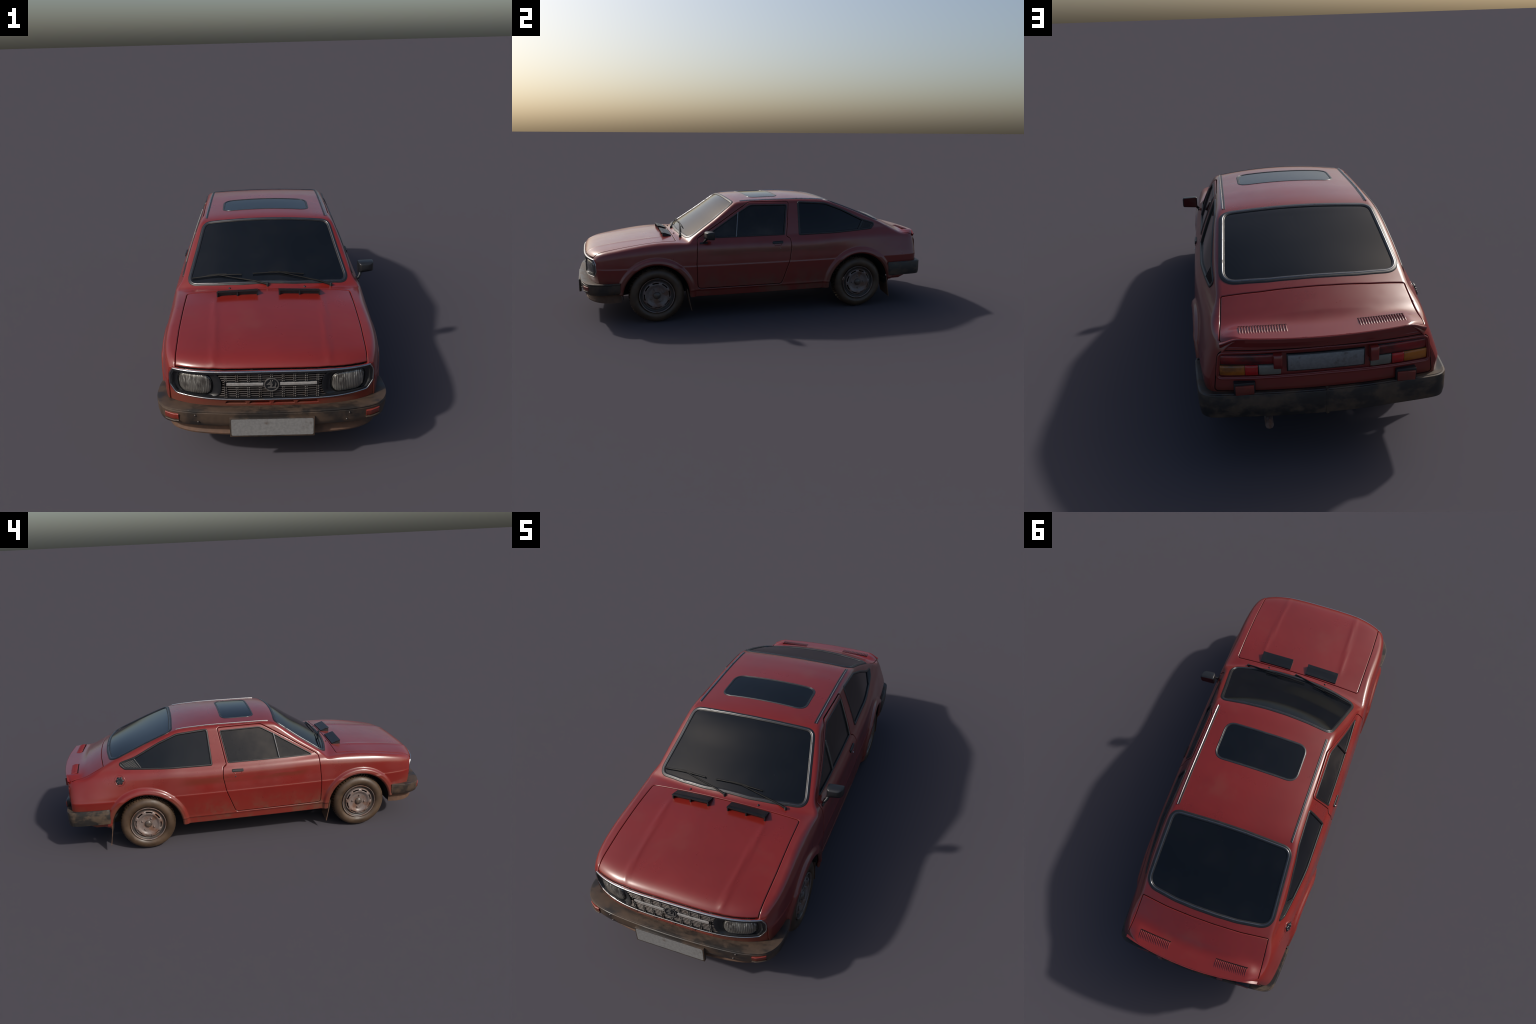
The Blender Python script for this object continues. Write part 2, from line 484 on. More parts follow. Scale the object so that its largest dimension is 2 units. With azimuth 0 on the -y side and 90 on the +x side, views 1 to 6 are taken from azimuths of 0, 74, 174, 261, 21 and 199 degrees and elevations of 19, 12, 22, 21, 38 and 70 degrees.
def make_paint():
    m = Mat('red_paint', RED, 0.38, 0.0, 0.35)
    x, y, z = m.xyz()
    fade = m.noise(3.0, 3.0)
    base = m.mix(m.ramp(fade, 0.35, 0.75), RED, (0.136, 0.0098, 0.0068))
    # brown film of road dirt: heavy along the sills and round the wheel arches, thin above
    blot = m.noise(9.0, 6.0, 0.62)
    fine = m.noise(70.0, 4.0, 0.6)
    low = m.ramp(z, 0.31, 0.13)
    patch = m.ramp(m.math('ADD', m.math('MULTIPLY', blot, 0.8), m.math('MULTIPLY', fine, 0.25)), 0.47, 0.66)
    dirt = m.math('MULTIPLY', low, m.math('ADD', m.math('MULTIPLY', patch, 0.55), 0.20))
    near = None
    for cy, cz, r in (WHEEL_F, WHEEL_R):
        dy = m.math('SUBTRACT', y, cy); dz = m.math('SUBTRACT', z, cz)
        d = m.math('SQRT', m.math('ADD', m.math('MULTIPLY', dy, dy), m.math('MULTIPLY', dz, dz)))
        a = m.math('MULTIPLY', m.ramp(d, r + 0.05, r - 0.005), m.ramp(z, 0.36, 0.22))
        near = a if near is None else m.math('MAXIMUM', near, a)
    dirt = m.math('MAXIMUM', dirt, m.math('MULTIPLY', near, m.ramp(blot, 0.30, 0.62, 0.25, 0.85)))
    # front apron and tail corners catch spray
    ends = m.math('MULTIPLY', m.ramp(m.math('ABSOLUTE', y), 0.80, 0.93), m.ramp(z, 0.30, 0.20))
    dirt = m.math('MAXIMUM', dirt, m.math('MULTIPLY', ends, m.ramp(blot, 0.3, 0.6, 0.25, 0.8)))
    col = m.mix(dirt, base, MUD)
    film = m.math('MULTIPLY', m.math('MULTIPLY', m.ramp(z, 0.2965, 0.2995), m.ramp(z, 0.440, 0.425)), m.ramp(m.math('ABSOLUTE', x), 0.31, 0.345))  # upper flank tinted paler: sky and sun sheen painted into the colour
    film = m.math('MULTIPLY', film, m.ramp(m.noise(6.0, 5.0, 0.6, shift=(5, 2, 1)), 0.3, 0.7, 0.0, 0.08))
    col = m.mix(film, col, (0.22, 0.15, 0.145))
    # rusty smear where people brush along the flanks
    smear = m.noise(7.0, 5.0, 0.6, (1, 0.55, 6.0))
    band = m.math('MULTIPLY', m.ramp(z, 0.335, 0.36), m.ramp(z, 0.395, 0.368))
    span = m.math('MULTIPLY', m.ramp(y, -0.36, -0.25), m.ramp(y, 0.42, 0.30))
    side = m.ramp(m.math('ABSOLUTE', x), 0.33, 0.36)
    sm = m.math('MULTIPLY', m.math('MULTIPLY', band, span), m.math('MULTIPLY', side, m.ramp(smear, 0.40, 0.56)))
    col = m.mix(m.math('MULTIPLY', sm, 0.85), col, (0.115, 0.017, 0.008))
    # faded, chalky patches on roof and bonnet
    chalk = m.math('MULTIPLY', m.ramp(m.noise(5.0, 5.0, 0.6, shift=(3, 1, 2)), 0.55, 0.75), m.ramp(z, 0.36, 0.44))
    col = m.mix(m.math('MULTIPLY', chalk, 0.16), col, (0.16, 0.07, 0.045))
    m.color(col)
    m.rough(m.math('ADD', m.math('MULTIPLY', dirt, 0.25), m.ramp(blot, 0.3, 0.7, 0.27, 0.33)))
    m.l(m.math('SUBTRACT', 0.5, m.math('MULTIPLY', dirt, 0.5)), m.b.inputs['Coat Weight'])
    m.b.inputs['Coat Roughness'].default_value = 0.12
    return m.m

def make_muddy(name, base, mud, lo, hi, rough0=0.45, rough1=0.75, scale=14.0, stretch=(1, 1, 1), spec=0.5, bump=0.1):
    m = Mat(name, base, rough0, spec=spec)
    f = m.ramp(m.noise(scale, 6.0, 0.62, stretch), lo, hi)
    g = m.ramp(m.noise(scale * 5, 4.0), 0.3, 0.7, 0.85, 1.1)
    c = m.mix(f, base, mud)
    v = m.n('ShaderNodeMix', data_type='RGBA', blend_type='MULTIPLY'); v.inputs['Factor'].default_value = 1.0
    ia = [s for s in v.inputs if s.type == 'RGBA']; m.l(c, ia[0]); m.l(g, ia[1])
    m.color([s for s in v.outputs if s.type == 'RGBA'][0])
    m.rough(m.ramp(f, 0, 1, rough0, rough1))
    if bump: m.bump(m.noise(scale * 6, 4), bump, 0.002)
    return m.m

PAINT = make_paint()
LOUVRE_DARKENED = Mat('darkened_louvre_paint', (0.140, 0.0100, 0.0085), 0.22, 0.0, 0.4).m  # red darkened to offset the sun on the rib sides
def make_glass(name, base, dust, amount):
    m = Mat(name, base, 0.06, spec=0.32)
    f = m.math('MULTIPLY', m.ramp(m.noise(6.0, 5.0, 0.6), 0.40, 0.75), amount)
    spots = m.ramp(m.noise(85.0, 2.0, 0.5), 0.74, 0.79)
    sp = m.math('MULTIPLY', m.math('MULTIPLY', spots, m.ramp(m.noise(11.0, 2.0), 0.55, 0.65)), 0.35)
    m.color(m.mix(m.math('MAXIMUM', f, sp), base, dust))
    m.rough(m.ramp(f, 0.0, 0.5, 0.07, 0.28))
    return m.m
GLASS = make_glass('tinted_glass', (0.0035, 0.005, 0.0075), (0.06, 0.055, 0.05), 0.06)
GLASS_DOOR = make_glass('paler_door_glass', (0.008, 0.008, 0.009), (0.10, 0.085, 0.07), 0.22)
def make_rubber():
    m = Mat('black_rubber', (0.014, 0.014, 0.015), 0.42)
    m.color(m.mix(m.ramp(m.noise(30, 4), 0.5, 0.8), (0.009, 0.009, 0.010), (0.022, 0.020, 0.018)))
    return m.m
RUBBER = make_rubber()
def make_chrome(name, base, rough, stain):
    m = Mat(name, base, rough, 1.0)
    f = m.ramp(m.noise(40, 5, 0.6), 0.5, 0.75)
    m.color(m.mix(m.math('MULTIPLY', f, 0.7), base, stain)); m.rough(m.ramp(f, 0, 1, rough, rough + 0.3))
    return m.m
CHROME = make_chrome('dull_chrome', (0.42, 0.42, 0.43), 0.22, (0.14, 0.10, 0.07))
TRIM = make_chrome('window_trim', (0.16, 0.16, 0.165), 0.30, (0.06, 0.05, 0.04))
BRIGHT = make_muddy('bright_strip', (0.22, 0.212, 0.207), (0.16, 0.14, 0.125), 0.5, 0.75, 0.35, 0.5, 30)
EMBLEM = make_muddy('emblem_metal', (0.080, 0.076, 0.074), (0.05, 0.042, 0.036), 0.45, 0.7, 0.35, 0.5, 60)
STUD = make_muddy('stud_metal', (0.17, 0.16, 0.15), (0.09, 0.075, 0.065), 0.45, 0.7, 0.3, 0.5, 40)
GUNMETAL = make_chrome('dark_metal', (0.105, 0.094, 0.088), 0.45, (0.06, 0.04, 0.03))
BLACK = make_muddy('black_plastic', (0.008, 0.009, 0.011), (0.015, 0.014, 0.014), 0.5, 0.8, 0.38, 0.5, 20)
DARK = Mat('dark_cavity', (0.004, 0.004, 0.004), 0.9, spec=0.1).m
WIPER = Mat('wiper_black', (0.006, 0.006, 0.006), 0.6, spec=0.25).m
UNDER = make_muddy('underside', (0.010, 0.009, 0.008), (0.03, 0.02, 0.013), 0.45, 0.7, 0.8, 0.9, 10)
BUMPER_F = make_muddy('muddy_bumper', (0.018, 0.015, 0.013), (0.052, 0.032, 0.020), 0.36, 0.56, 0.42, 0.62, 11, (1, 1.6, 1))
BUMPER_R = make_muddy('grimy_bumper', (0.016, 0.015, 0.014), (0.060, 0.039, 0.024), 0.42, 0.60, 0.42, 0.65, 13, (1, 1, 1.5))
VALANCE = make_muddy('mud_valance', (0.03, 0.02, 0.014), MUD, 0.25, 0.5, 0.6, 0.8, 12)
TYRE = make_muddy('muddy_tyre', (0.043, 0.026, 0.015), (0.072, 0.043, 0.024), 0.35, 0.65, 0.42, 0.6, 8, bump=0.08)
STEEL = make_muddy('rusty_steel', (0.145, 0.115, 0.105), (0.115, 0.058, 0.037), 0.42, 0.66, 0.36, 0.62, 26)
RIMDARK = make_muddy('rim_barrel', (0.030, 0.025, 0.023), (0.055, 0.040, 0.031), 0.4, 0.65, 0.45, 0.6, 22)  # darkened base: the recess shadow is coloured in, the barrel being shallow
PLATE = make_muddy('plate_enamel', (0.165, 0.163, 0.160), (0.085, 0.065, 0.055), 0.56, 0.74, 0.40, 0.6, 22)
HUB = make_muddy('hub_cap_metal', (0.060, 0.047, 0.040), (0.10, 0.07, 0.05), 0.45, 0.65, 0.30, 0.5, 30)
def lens(name, col, col2, rough=0.18, scale=10):
    m = Mat(name, col, rough, coat=0.1)
    f = m.ramp(m.noise(scale, 4, 0.6, (1, 1, 1.5)), 0.38, 0.68)
    m.color(m.mix(f, col, col2)); 
    w = m.n('ShaderNodeTexWave', Scale=130.0, bands_direction='X'); m.l(m.obj(), w.inputs['Vector']); m.bump(w.outputs['Fac'], 0.15, 0.001)
    return m.m
LENS_RED = lens('red_lens', (0.42, 0.012, 0.012), (0.20, 0.012, 0.010))
LENS_DARK = lens('dark_red_lens', (0.20, 0.008, 0.008), (0.035, 0.010, 0.010))
LENS_AMBER = lens('amber_lens', (0.36, 0.11, 0.012), (0.08, 0.033, 0.014))
LENS_WHITE = lens('white_lens', (0.15, 0.145, 0.12), (0.10, 0.095, 0.075), 0.35)
LENS_ORANGE = lens('indicator_lens', (0.20, 0.024, 0.015), (0.11, 0.022, 0.015), 0.35)
def make_headlamp():
    m = Mat('ribbed_lamp_glass', (0.2, 0.2, 0.19), 0.15, 0.35, 0.6)
    x, y, z = m.xyz()
    st = m.noise(24.0, 3.0, 0.6, (10.0, 1.0, 1.6))
    zone = m.ramp(z, 0.295, 0.328)
    f = m.math('MULTIPLY', m.ramp(st, 0.48, 0.70), m.math('ADD', m.math('MULTIPLY', zone, 0.8), 0.12))
    m.color(m.mix(f, m.mix(m.ramp(m.noise(20, 4), 0.4, 0.65), (0.12, 0.115, 0.105), (0.055, 0.05, 0.045)), (0.52, 0.52, 0.48)))
    w = m.n('ShaderNodeTexWave', Scale=55.0, bands_direction='X'); m.l(m.obj(), w.inputs['Vector']); m.bump(w.outputs['Fac'], 0.35, 0.002)
    return m.m
LAMP = make_headlamp()

# ------------------------------------------------------------------ the car
root = bpy.data.objects.new('coupe_car', None)
bpy.context.scene.collection.objects.link(root)
root.location = (XC, 0, 0)
root['label'] = 'old red fastback coupe with muddy tyres and dark windows'
root['category'] = 'car'

# ---- front and rear faces
F_LEAN = smooth(pchip([0.10, 0.20, 0.225, 0.255, 0.30, 0.36, 0.42], [-0.935, -0.946, -0.951, -0.957, -0.961, -0.9635, -0.965]), 0.05, 0.5, 0.004)
def front_y(x, z): return F_LEAN(z) + 0.055 * (np.abs(x) / 0.335) ** 3.9
def front_map_at(depth=0.0):
    def f(p):
        p = np.asarray(p, float); x, z = p[:, 0], p[:, 1]; e = 1e-3
        P = np.stack([x, front_y(x, z), z], -1)
        gx = (front_y(x + e, z) - front_y(x - e, z)) / (2 * e); gz = (front_y(x, z + e) - front_y(x, z - e)) / (2 * e)
        N = np.stack([gx, -np.ones_like(x), gz], -1); N /= np.linalg.norm(N, axis=1, keepdims=True)
        P[:, 1] += depth
        return P, N
    return f
R_LEAN = smooth(pchip([0.10, 0.20, 0.258, 0.358, 0.40, 0.45], [0.976, 0.980, 0.980, 0.977, 0.974, 0.970]), 0.05, 0.5, 0.004)
def rear_y(x, z): return R_LEAN(z) - 0.031 * (np.abs(x) / 0.33) ** 2.2
def rear_map_at(depth=0.0):
    def f(p):
        p = np.asarray(p, float); x, z = p[:, 0], p[:, 1]; e = 1e-3
        P = np.stack([x, rear_y(x, z), z], -1)
        gx = (rear_y(x + e, z) - rear_y(x - e, z)) / (2 * e); gz = (rear_y(x, z + e) - rear_y(x, z - e)) / (2 * e)
        N = np.stack([-gx, np.ones_like(x), -gz], -1); N /= np.linalg.norm(N, axis=1, keepdims=True)
        P[:, 1] -= depth
        return P, N
    return f

# ---- outlines on the flanks, in (y, z)
DOOR = rounded([(-0.380, 0.172, 0.02), (0.092, 0.172, 0.02), (0.137, 0.297, 0.2), (0.150, 0.375, 0.06), (0.146, 0.424, 0.014), (0.127, 0.436, 0.008),
                (0.130, 0.455, 0.02), (0.157, 0.6215, 0.012), (-0.075, 0.6235, 0.06), (-0.150, 0.5785, 0.12), (-0.376, 0.440, 0.015), (-0.385, 0.30, 0.3)], 0.007)
DOOR_WIN = rounded([(-0.343, 0.4425, 0.004), (0.114, 0.4445, 0.006), (0.1435, 0.604, 0.008), (-0.070, 0.6065, 0.06), (-0.141, 0.5665, 0.12)], 0.006)
QUARTER = rounded([(0.204, 0.4415, 0.006), (0.42, 0.4445, 0.3), (0.655, 0.4545, 0.022), (0.684, 0.481, 0.014), (0.600, 0.5065, 0.2), (0.47, 0.570, 0.2), (0.375, 0.6055, 0.1), (0.213, 0.6165, 0.012)], 0.006)
# ---- outlines on the upper skin, in (x, y)
def sym(pts): return pts + [(-x, y, r) for x, y, r in reversed(pts)]
WSCREEN = rounded(sym([(0.10, -0.4575, 0.3), (0.20, -0.4450, 0.3), (0.3185, -0.4185, 0.040), (0.2625, -0.160, 0.032), (0.15, -0.1705, 0.3), (0.05, -0.1755, 0.3)]), 0.008)
RWIN = rounded(sym([(0.06, 0.3950, 0.3), (0.266, 0.4010, 0.042), (0.283, 0.720, 0.058), (0.14, 0.742, 0.3), (0.05, 0.7465, 0.3)]), 0.008)
SUN = rounded(sym([(0.188, -0.054, 0.044), (0.188, 0.121, 0.044)]), 0.007)
HOOD = rounded(sym([(0.03, -0.4900, 0.2), (0.315, -0.4860, 0.012), (0.317, -0.75, 0.2)] + [(w, -0.9588 + 0.0545 * (w / 0.337) ** 3.9, 0.0) for w in (0.3135, 0.305, 0.295, 0.28, 0.26, 0.235, 0.20, 0.15, 0.10, 0.05)]), 0.008)
LID = rounded(sym([(0.05, 0.7855, 0.3), (0.17, 0.780, 0.3), (0.289, 0.765, 0.006)] + [(w, 0.9860 - 0.38 * w * w, 0.0) for w in (0.3025, 0.28, 0.26, 0.24, 0.21, 0.17, 0.13, 0.09, 0.04)]), 0.008)

# outer border of the body shell
def arch(c, a0, a1, n):
    y, z, r = c
    return [(y + r * math.cos(math.radians(a)), z + r * math.sin(math.radians(a))) for a in np.linspace(a0, a1, n)]
BOTTOM = ([(-0.892, 0.205), (-0.80, 0.205), (-0.795, 0.165)] + arch(WHEEL_F, 175, 0, 60) + [(WHEEL_F[0] + WHEEL_F[2] + 0.004, 0.127)]
          + [(0.378, 0.128)] + arch(WHEEL_R, 180, -0, 60)[0:] + [(0.757, 0.154), (0.834, 0.154), (0.885, 0.178), (0.943, 0.184)])
def front_edge_y(w): return -0.9620 + 0.0545 * (np.abs(w) / 0.337) ** 3.9
def side_edge(sign):
    """flank border from front bottom to rear bottom"""
    b = densify(np.array(BOTTOM), 0.009, closed=False)
    b[0, 0] = float(front_y(0.3365, 0.205))
    return chart_side(b, sign)
def front_border():
    out = []
    for s in np.concatenate([np.linspace(-3, -2, 90), np.linspace(-2, -1, 10)[1:], np.linspace(-1, 1, 140)[1:], np.linspace(1, 2, 10)[1:], np.linspace(2, 3, 90)[1:]]):
        y = -0.92
        for _ in range(60):
            p = surf(np.array([y]), np.array([s]))[0]
            wq = min(abs(p[0]), 0.3365)
            k = float(sstep(0.330, 0.350, p[2]))
            y = 0.5 * y + 0.5 * (k * float(front_edge_y(wq)) + (1 - k) * float(front_y(wq, p[2])))
        if p[2] > 0.206: out.append((y, float(s2c(s))))
    return np.array(out)
def rear_border():
    out = []
    for s in -np.concatenate([np.linspace(-3, -2, 90), np.linspace(-2, -1, 10)[1:], np.linspace(-1, 1, 140)[1:], np.linspace(1, 2, 10)[1:], np.linspace(2, 3, 90)[1:]]):
        y = 0.945
        for _ in range(60):
            p = surf(np.array([y]), np.array([s]))[0]
            tgt = float(0.9875 - 0.38 * p[0] ** 2) if abs(p[0]) < 0.300 else float(rear_y(p[0], p[2]))
            y = 0.6 * y + 0.4 * min(tgt, 0.9875)
        if p[2] > 0.186: out.append((y, float(s2c(s))))
    return np.array(out)
# loop: front (left to right), right flank to the rear, rear (right to left), left flank back to the front
OUTER = np.concatenate([front_border(), side_edge(1), rear_border(), side_edge(-1)[::-1]])

# grid of chart points
t_rows = np.concatenate([np.array([0.115, 0.125, 0.135, 0.145, 0.152, 0.157, 0.1605, 0.163, 0.166, 0.170, 0.178, 0.19, 0.205, 0.22, 0.235, 0.25, 0.265, 0.278, 0.287, 0.292, 0.2955, 0.2985, 0.3015, 0.306, 0.31]),])
t_rows = (t_rows - ZB) / (ZM - ZB) * 0.5
t_rows = np.concatenate([t_rows, np.linspace(0.5, 1, 46)[1:], np.linspace(1, 2, 8)[1:], np.linspace(2, 3, 27)[1:]])
s_rows = np.concatenate([3 - t_rows, -(3 - t_rows)[:-1]])
y_cols = np.concatenate([np.linspace(-0.965, -0.88, 18)[:-1], np.linspace(-0.88, 0.88, 251), np.linspace(0.88, 0.989, 20)[1:]])
Yg, Sg = np.meshgrid(y_cols, s2c(s_rows))
GRID = np.stack([Yg.ravel(), Sg.ravel()], -1)
# rings of points round the wheel arches instead of the plain grid
ring_pts = []
for c in (WHEEL_F, WHEEL_R):
    for sgn in (1, -1):
        for k, d in enumerate((0.003, 0.006, 0.009, 0.0125, 0.017, 0.0215, 0.0255, 0.0290, 0.0325, 0.0360, 0.0395, 0.0435, 0.0490)):
            a = arch((c[0], c[1], c[2] + d), 178, 1, 170)
            ring_pts.append(chart_side(np.array([p for p in a if p[1] > 0.14]), sgn))
ring_pts = np.concatenate(ring_pts)
gp = surf(GRID[:, 0], c2s(GRID[:, 1]))
keep = np.ones(len(GRID), bool)
for c in (WHEEL_F, WHEEL_R):
    keep &= ~((np.hypot(gp[:, 1] - c[0], gp[:, 2] - c[1]) < c[2] + 0.0535) & (gp[:, 2] > c[1]))
GRID = GRID[keep]

def part_grid(loop):
    lo, hi = loop.min(0), loop.max(0)
    return GRID[np.all((GRID > lo) & (GRID < hi), axis=1)]

GAP = 0.0015
c_hood, c_lid = chart_top(HOOD), chart_top(LID)
c_ws, c_rw, c_sun = chart_top(WSCREEN), chart_top(RWIN), chart_top(SUN)
holes = [chart_top(offset(HOOD, GAP)), chart_top(offset(LID, GAP)), offset(c_ws, 0), c_rw, c_sun]
for sg in (1, -1):
    holes += [chart_side(offset(DOOR, GAP), sg), chart_side(QUARTER, sg)]
# the bonnet and boot lid run to the front and rear edge: keep their holes inside the shell border
shell = panel('body_shell', body_map, OUTER, holes, GRID, PAINT, root, extra=ring_pts, clear=0.0045, skirt=0.012)
part_hood = panel('bonnet', body_map, chart_top(offset(HOOD, -GAP)), [], part_grid(c_hood), PAINT, root, clear=0.0045)
part_lid = panel('boot_lid', body_map, chart_top(offset(LID, -GAP)), [], part_grid(c_lid), PAINT, root, clear=0.0045)
doors = []
for sg in (1, -1):
    d = panel('door', body_map, chart_side(offset(DOOR, -GAP), sg), [chart_side(DOOR_WIN, sg)], part_grid(chart_side(DOOR, sg)), PAINT, root, clear=0.0045)
    doors.append(d)
# dark inner shell closes every gap
panel('inner_shell', body_map, OUTER, [], GRID, DARK, root, offset_n=-0.0085, bevel=0, ring=0, skirt=0)

# ---- glass and seals
seal = half_round(0.013, 0.0045, 6, -0.006)
def window(name, loop, parent, mat, profile, seal_mat, inset=0.003, seal_name='window_seal'):
    g = panel(name, body_map, offset(loop, 0.001), [], part_grid(loop), mat, parent, offset_n=-inset, bevel=0, ring=0, skirt=0, clear=0.004)
    strip(seal_name, body_map, loop, profile, seal_mat, g)
    return g
def trim_line(loop, shift, parent, w=0.0045, h=0.0055, mat=TRIM):
    strip('trim_bead', body_map, offset(loop, shift), half_round(w, h, 5, 0.0), mat, parent)
g = window('windscreen', c_ws, root, GLASS, half_round(0.017, 0.0026, 6, -0.006), RUBBER, 0.0012); trim_line(c_ws, -0.001, g, 0.0055, 0.0040)
g = window('rear_window', c_rw, root, GLASS, half_round(0.020, 0.0028, 6, -0.006), RUBBER, 0.0012); trim_line(c_rw, -0.002, g, 0.0075, 0.0042)
g = window('sunroof', c_sun, root, GLASS, half_round(0.010, 0.0012, 6, -0.006), RUBBER, 0.0006); trim_line(c_sun, 0.001, g, 0.0028, 0.0018)
for sg, d in zip((1, -1), doors):
    L = chart_side(DOOR_WIN, sg)
    g = window('door_window', L, d, GLASS_DOOR, half_round(0.007, 0.0022, 5, -0.006), RUBBER, 0.0035)
    dv = chart_side(densify([(-0.161, 0.443), (-0.1405, 0.570)], 0.01, False), sg)
    strip('window_divider', body_map, dv, half_round(0.0070, 0.0034, 5, -0.006), TRIM, d, closed=False)
    for a, b in (((-0.157, 0.4445), (-0.1370, 0.568)), ((0.1105, 0.4475), (0.1390, 0.6000))):  # thin strips modelled to draw the white highlight lines beside the glass
        strip('window_glint_bead', body_map, chart_side(densify([a, b], 0.01, False), sg), half_round(0.0024, 0.0040, 4, -0.002), TRIM, d, closed=False)
    Q = chart_side(QUARTER, sg)
    g = window('quarter_window', Q, root, GLASS, half_round(0.011, 0.0035, 6, -0.006), RUBBER, 0.003)
    # slatted air outlet in the rear corner of the quarter window
    VENT = rounded([(0.572, 0.4525, 0.004), (0.655, 0.4570, 0.018), (0.679, 0.4805, 0.010), (0.604, 0.5030, 0.006)], 0.005)
    panel('air_outlet', body_map, chart_side(VENT, sg), [], part_grid(chart_side(VENT, sg)), BLACK, g, offset_n=0.0005, bevel=0.001, ring=0.002, skirt=0.004)
    lb = strip('outlet_slat', body_map, chart_side(densify([(0.571, 0.4545), (0.603, 0.5025)], 0.008, False), sg), half_round(0.006, 0.003, 4, -0.002), BLACK, g, closed=False)
    for i in range(9):
        f = 0.10 + 0.085 * i
        a = np.array([0.576, 0.4560]) * (1 - f) + np.array([0.668, 0.4635]) * f
        b = np.array([0.606, 0.4985]) * (1 - f) + np.array([0.681, 0.4790]) * f
        strip('outlet_slat', body_map, chart_side(densify([a, b], 0.01, False), sg), half_round(0.0045, 0.0026, 4, -0.002), RUBBER, g, closed=False)

# ---- roof gutters
for sg in (1, -1):
    yy = np.linspace(-0.121, 0.372, 60)
    path = chart_top(np.stack([np.full(60, sg * 0.2605), yy], -1))
    strip('roof_gutter', body_map, path, half_round(0.0048, 0.0045, 6, -0.003), CHROME, root, closed=False)
    strip('gutter_groove', body_map, chart_top(np.stack([np.full(60, sg * 0.2545), yy], -1)), half_round(0.006, 0.0008, 4, -0.002), RUBBER, root, closed=False)

# ---- front panel with lamps and grille
def frame_outline(step=0.006):
    return rounded(sym([(0.06, 0.2480, 0.3), (0.20, 0.2505, 0.3), (0.316, 0.2560, 0.018), (0.3360, 0.284, 0.02), (0.3360, 0.325, 0.04), (0.3225, 0.3465, 0.004), (0.20, 0.3522, 0.3), (0.06, 0.3535, 0.3)]), step)
FRAME = frame_outline()
def edge_w(z):
    zz = min(z, 0.349)
    return float(sidew(np.array([float(front_y(0.3365, zz))]), np.array([zz]))[0])
def face_outline(z0, z1, yv, topfun, inset=0.0):
    right = [(edge(z) - inset, z) for z, edge in [(z, topfun) for z in np.linspace(z0, z1, 16)]]
    left = [(-x, z) for x, z in reversed(right)]
    return densify(np.array(right + left), 0.008)
fp = face_outline(0.195, 0.350, -0.9075, lambda z: min(edge_w(z), 0.3375), -0.0012)
slots = []
for i in range(4):
    cx = (i - 1.5) * 0.0785
    slots.append(rounded([(cx - 0.035, 0.2300, 0.003), (cx + 0.035, 0.2300, 0.003), (cx + 0.030, 0.2400, 0.004), (cx - 0.030, 0.2400, 0.004)], 0.004))
fg = np.stack(np.meshgrid(np.linspace(-0.33, 0.33, 60), np.linspace(0.2, 0.345, 16)), -1).reshape(-1, 2)
front = panel('front_panel', front_map_at(), fp, [offset(FRAME, -0.001)] + slots, fg, PAINT, root, clear=0.003, skirt=0.014)
panel('grille_back', front_map_at(0.022), offset(FRAME, 0.002), [], fg, DARK, root, bevel=0, ring=0, skirt=0)
panel('slot_back', front_map_at(0.012), rounded([(-0.16, 0.225, 0), (0.16, 0.225, 0), (0.16, 0.245, 0), (-0.16, 0.245, 0)]), [], fg, DARK, front, bevel=0, ring=0, skirt=0)
grille = strip('grille_frame', front_map_at(), FRAME, [(-0.0027, -0.012), (-0.0027, 0.0008), (-0.0012, 0.0026), (0.0012, 0.0026), (0.0027, 0.0008), (0.0027, -0.012)], CHROME, root, angle=70)
strip('frame_liner', front_map_at(), offset(FRAME, -0.0055), [(-0.003, -0.02), (-0.003, 0.001), (0.003, 0.001), (0.003, -0.02)], BLACK, grille, angle=40)
def front_bar(name, x0, x1, z0, z1, depth0, depth1, mat, n=40):
    xs = np.linspace(x0, x1, n); rows = []
    ch = min(0.0012, (z1 - z0) * 0.3)
    for x in xs:
        yf = float(front_y(x, 0.5 * (z0 + z1)))
        rows.append([(x, yf + depth1, z0), (x, yf + depth0 + ch, z0), (x, yf + depth0, z0 + ch), (x, yf + depth0, z1 - ch), (x, yf + depth0 + ch, z1), (x, yf + depth1, z1)])
    k = 6; V = np.array(rows).reshape(-1, 3); Fs = []
    for i in range(n - 1):
        for q in range(k):
            r = (q + 1) % k; Fs.append([i * k + q, i * k + r, (i + 1) * k + r, (i + 1) * k + q])
    Fs += [list(range(k)), [(n - 1) * k + q for q in range(k)][::-1]]
    if signed_volume(V, Fs) < 0: Fs = [f[::-1] for f in Fs]
    return part(name, V, Fs, mat, grille, angle=35)
slat_z = [0.3195, 0.3275, 0.3355, 0.3435, 0.2945, 0.2860, 0.2775, 0.2690, 0.2605]
def slat_end(z):
    return float(np.interp(abs(z - 0.301), [0.0, 0.018, 0.032, 0.042, 0.05], [0.1605, 0.1620, 0.1680, 0.1780, 0.186]))
for z in slat_z: front_bar('grille_slat', -slat_end(z), slat_end(z), z - 0.0024, z + 0.0024, 0.002, 0.016, GUNMETAL)
for zm in (0.3105, 0.3025): front_bar('grille_slat', -0.1605, -0.1535, zm - 0.002, zm + 0.002, 0.005, 0.018, GUNMETAL, 8); front_bar('grille_slat', 0.1535, 0.1605, zm - 0.002, zm + 0.002, 0.005, 0.018, GUNMETAL, 8)
front_bar('grille_bar', -0.150, 0.150, 0.2985, 0.3145, 0.004, 0.016, BLACK)
for s0, s1 in ((-0.146, -0.027), (0.027, 0.146)): front_bar('bright_strip', s0, s1, 0.3020, 0.3115, -0.0005, 0.006, BRIGHT, 24)
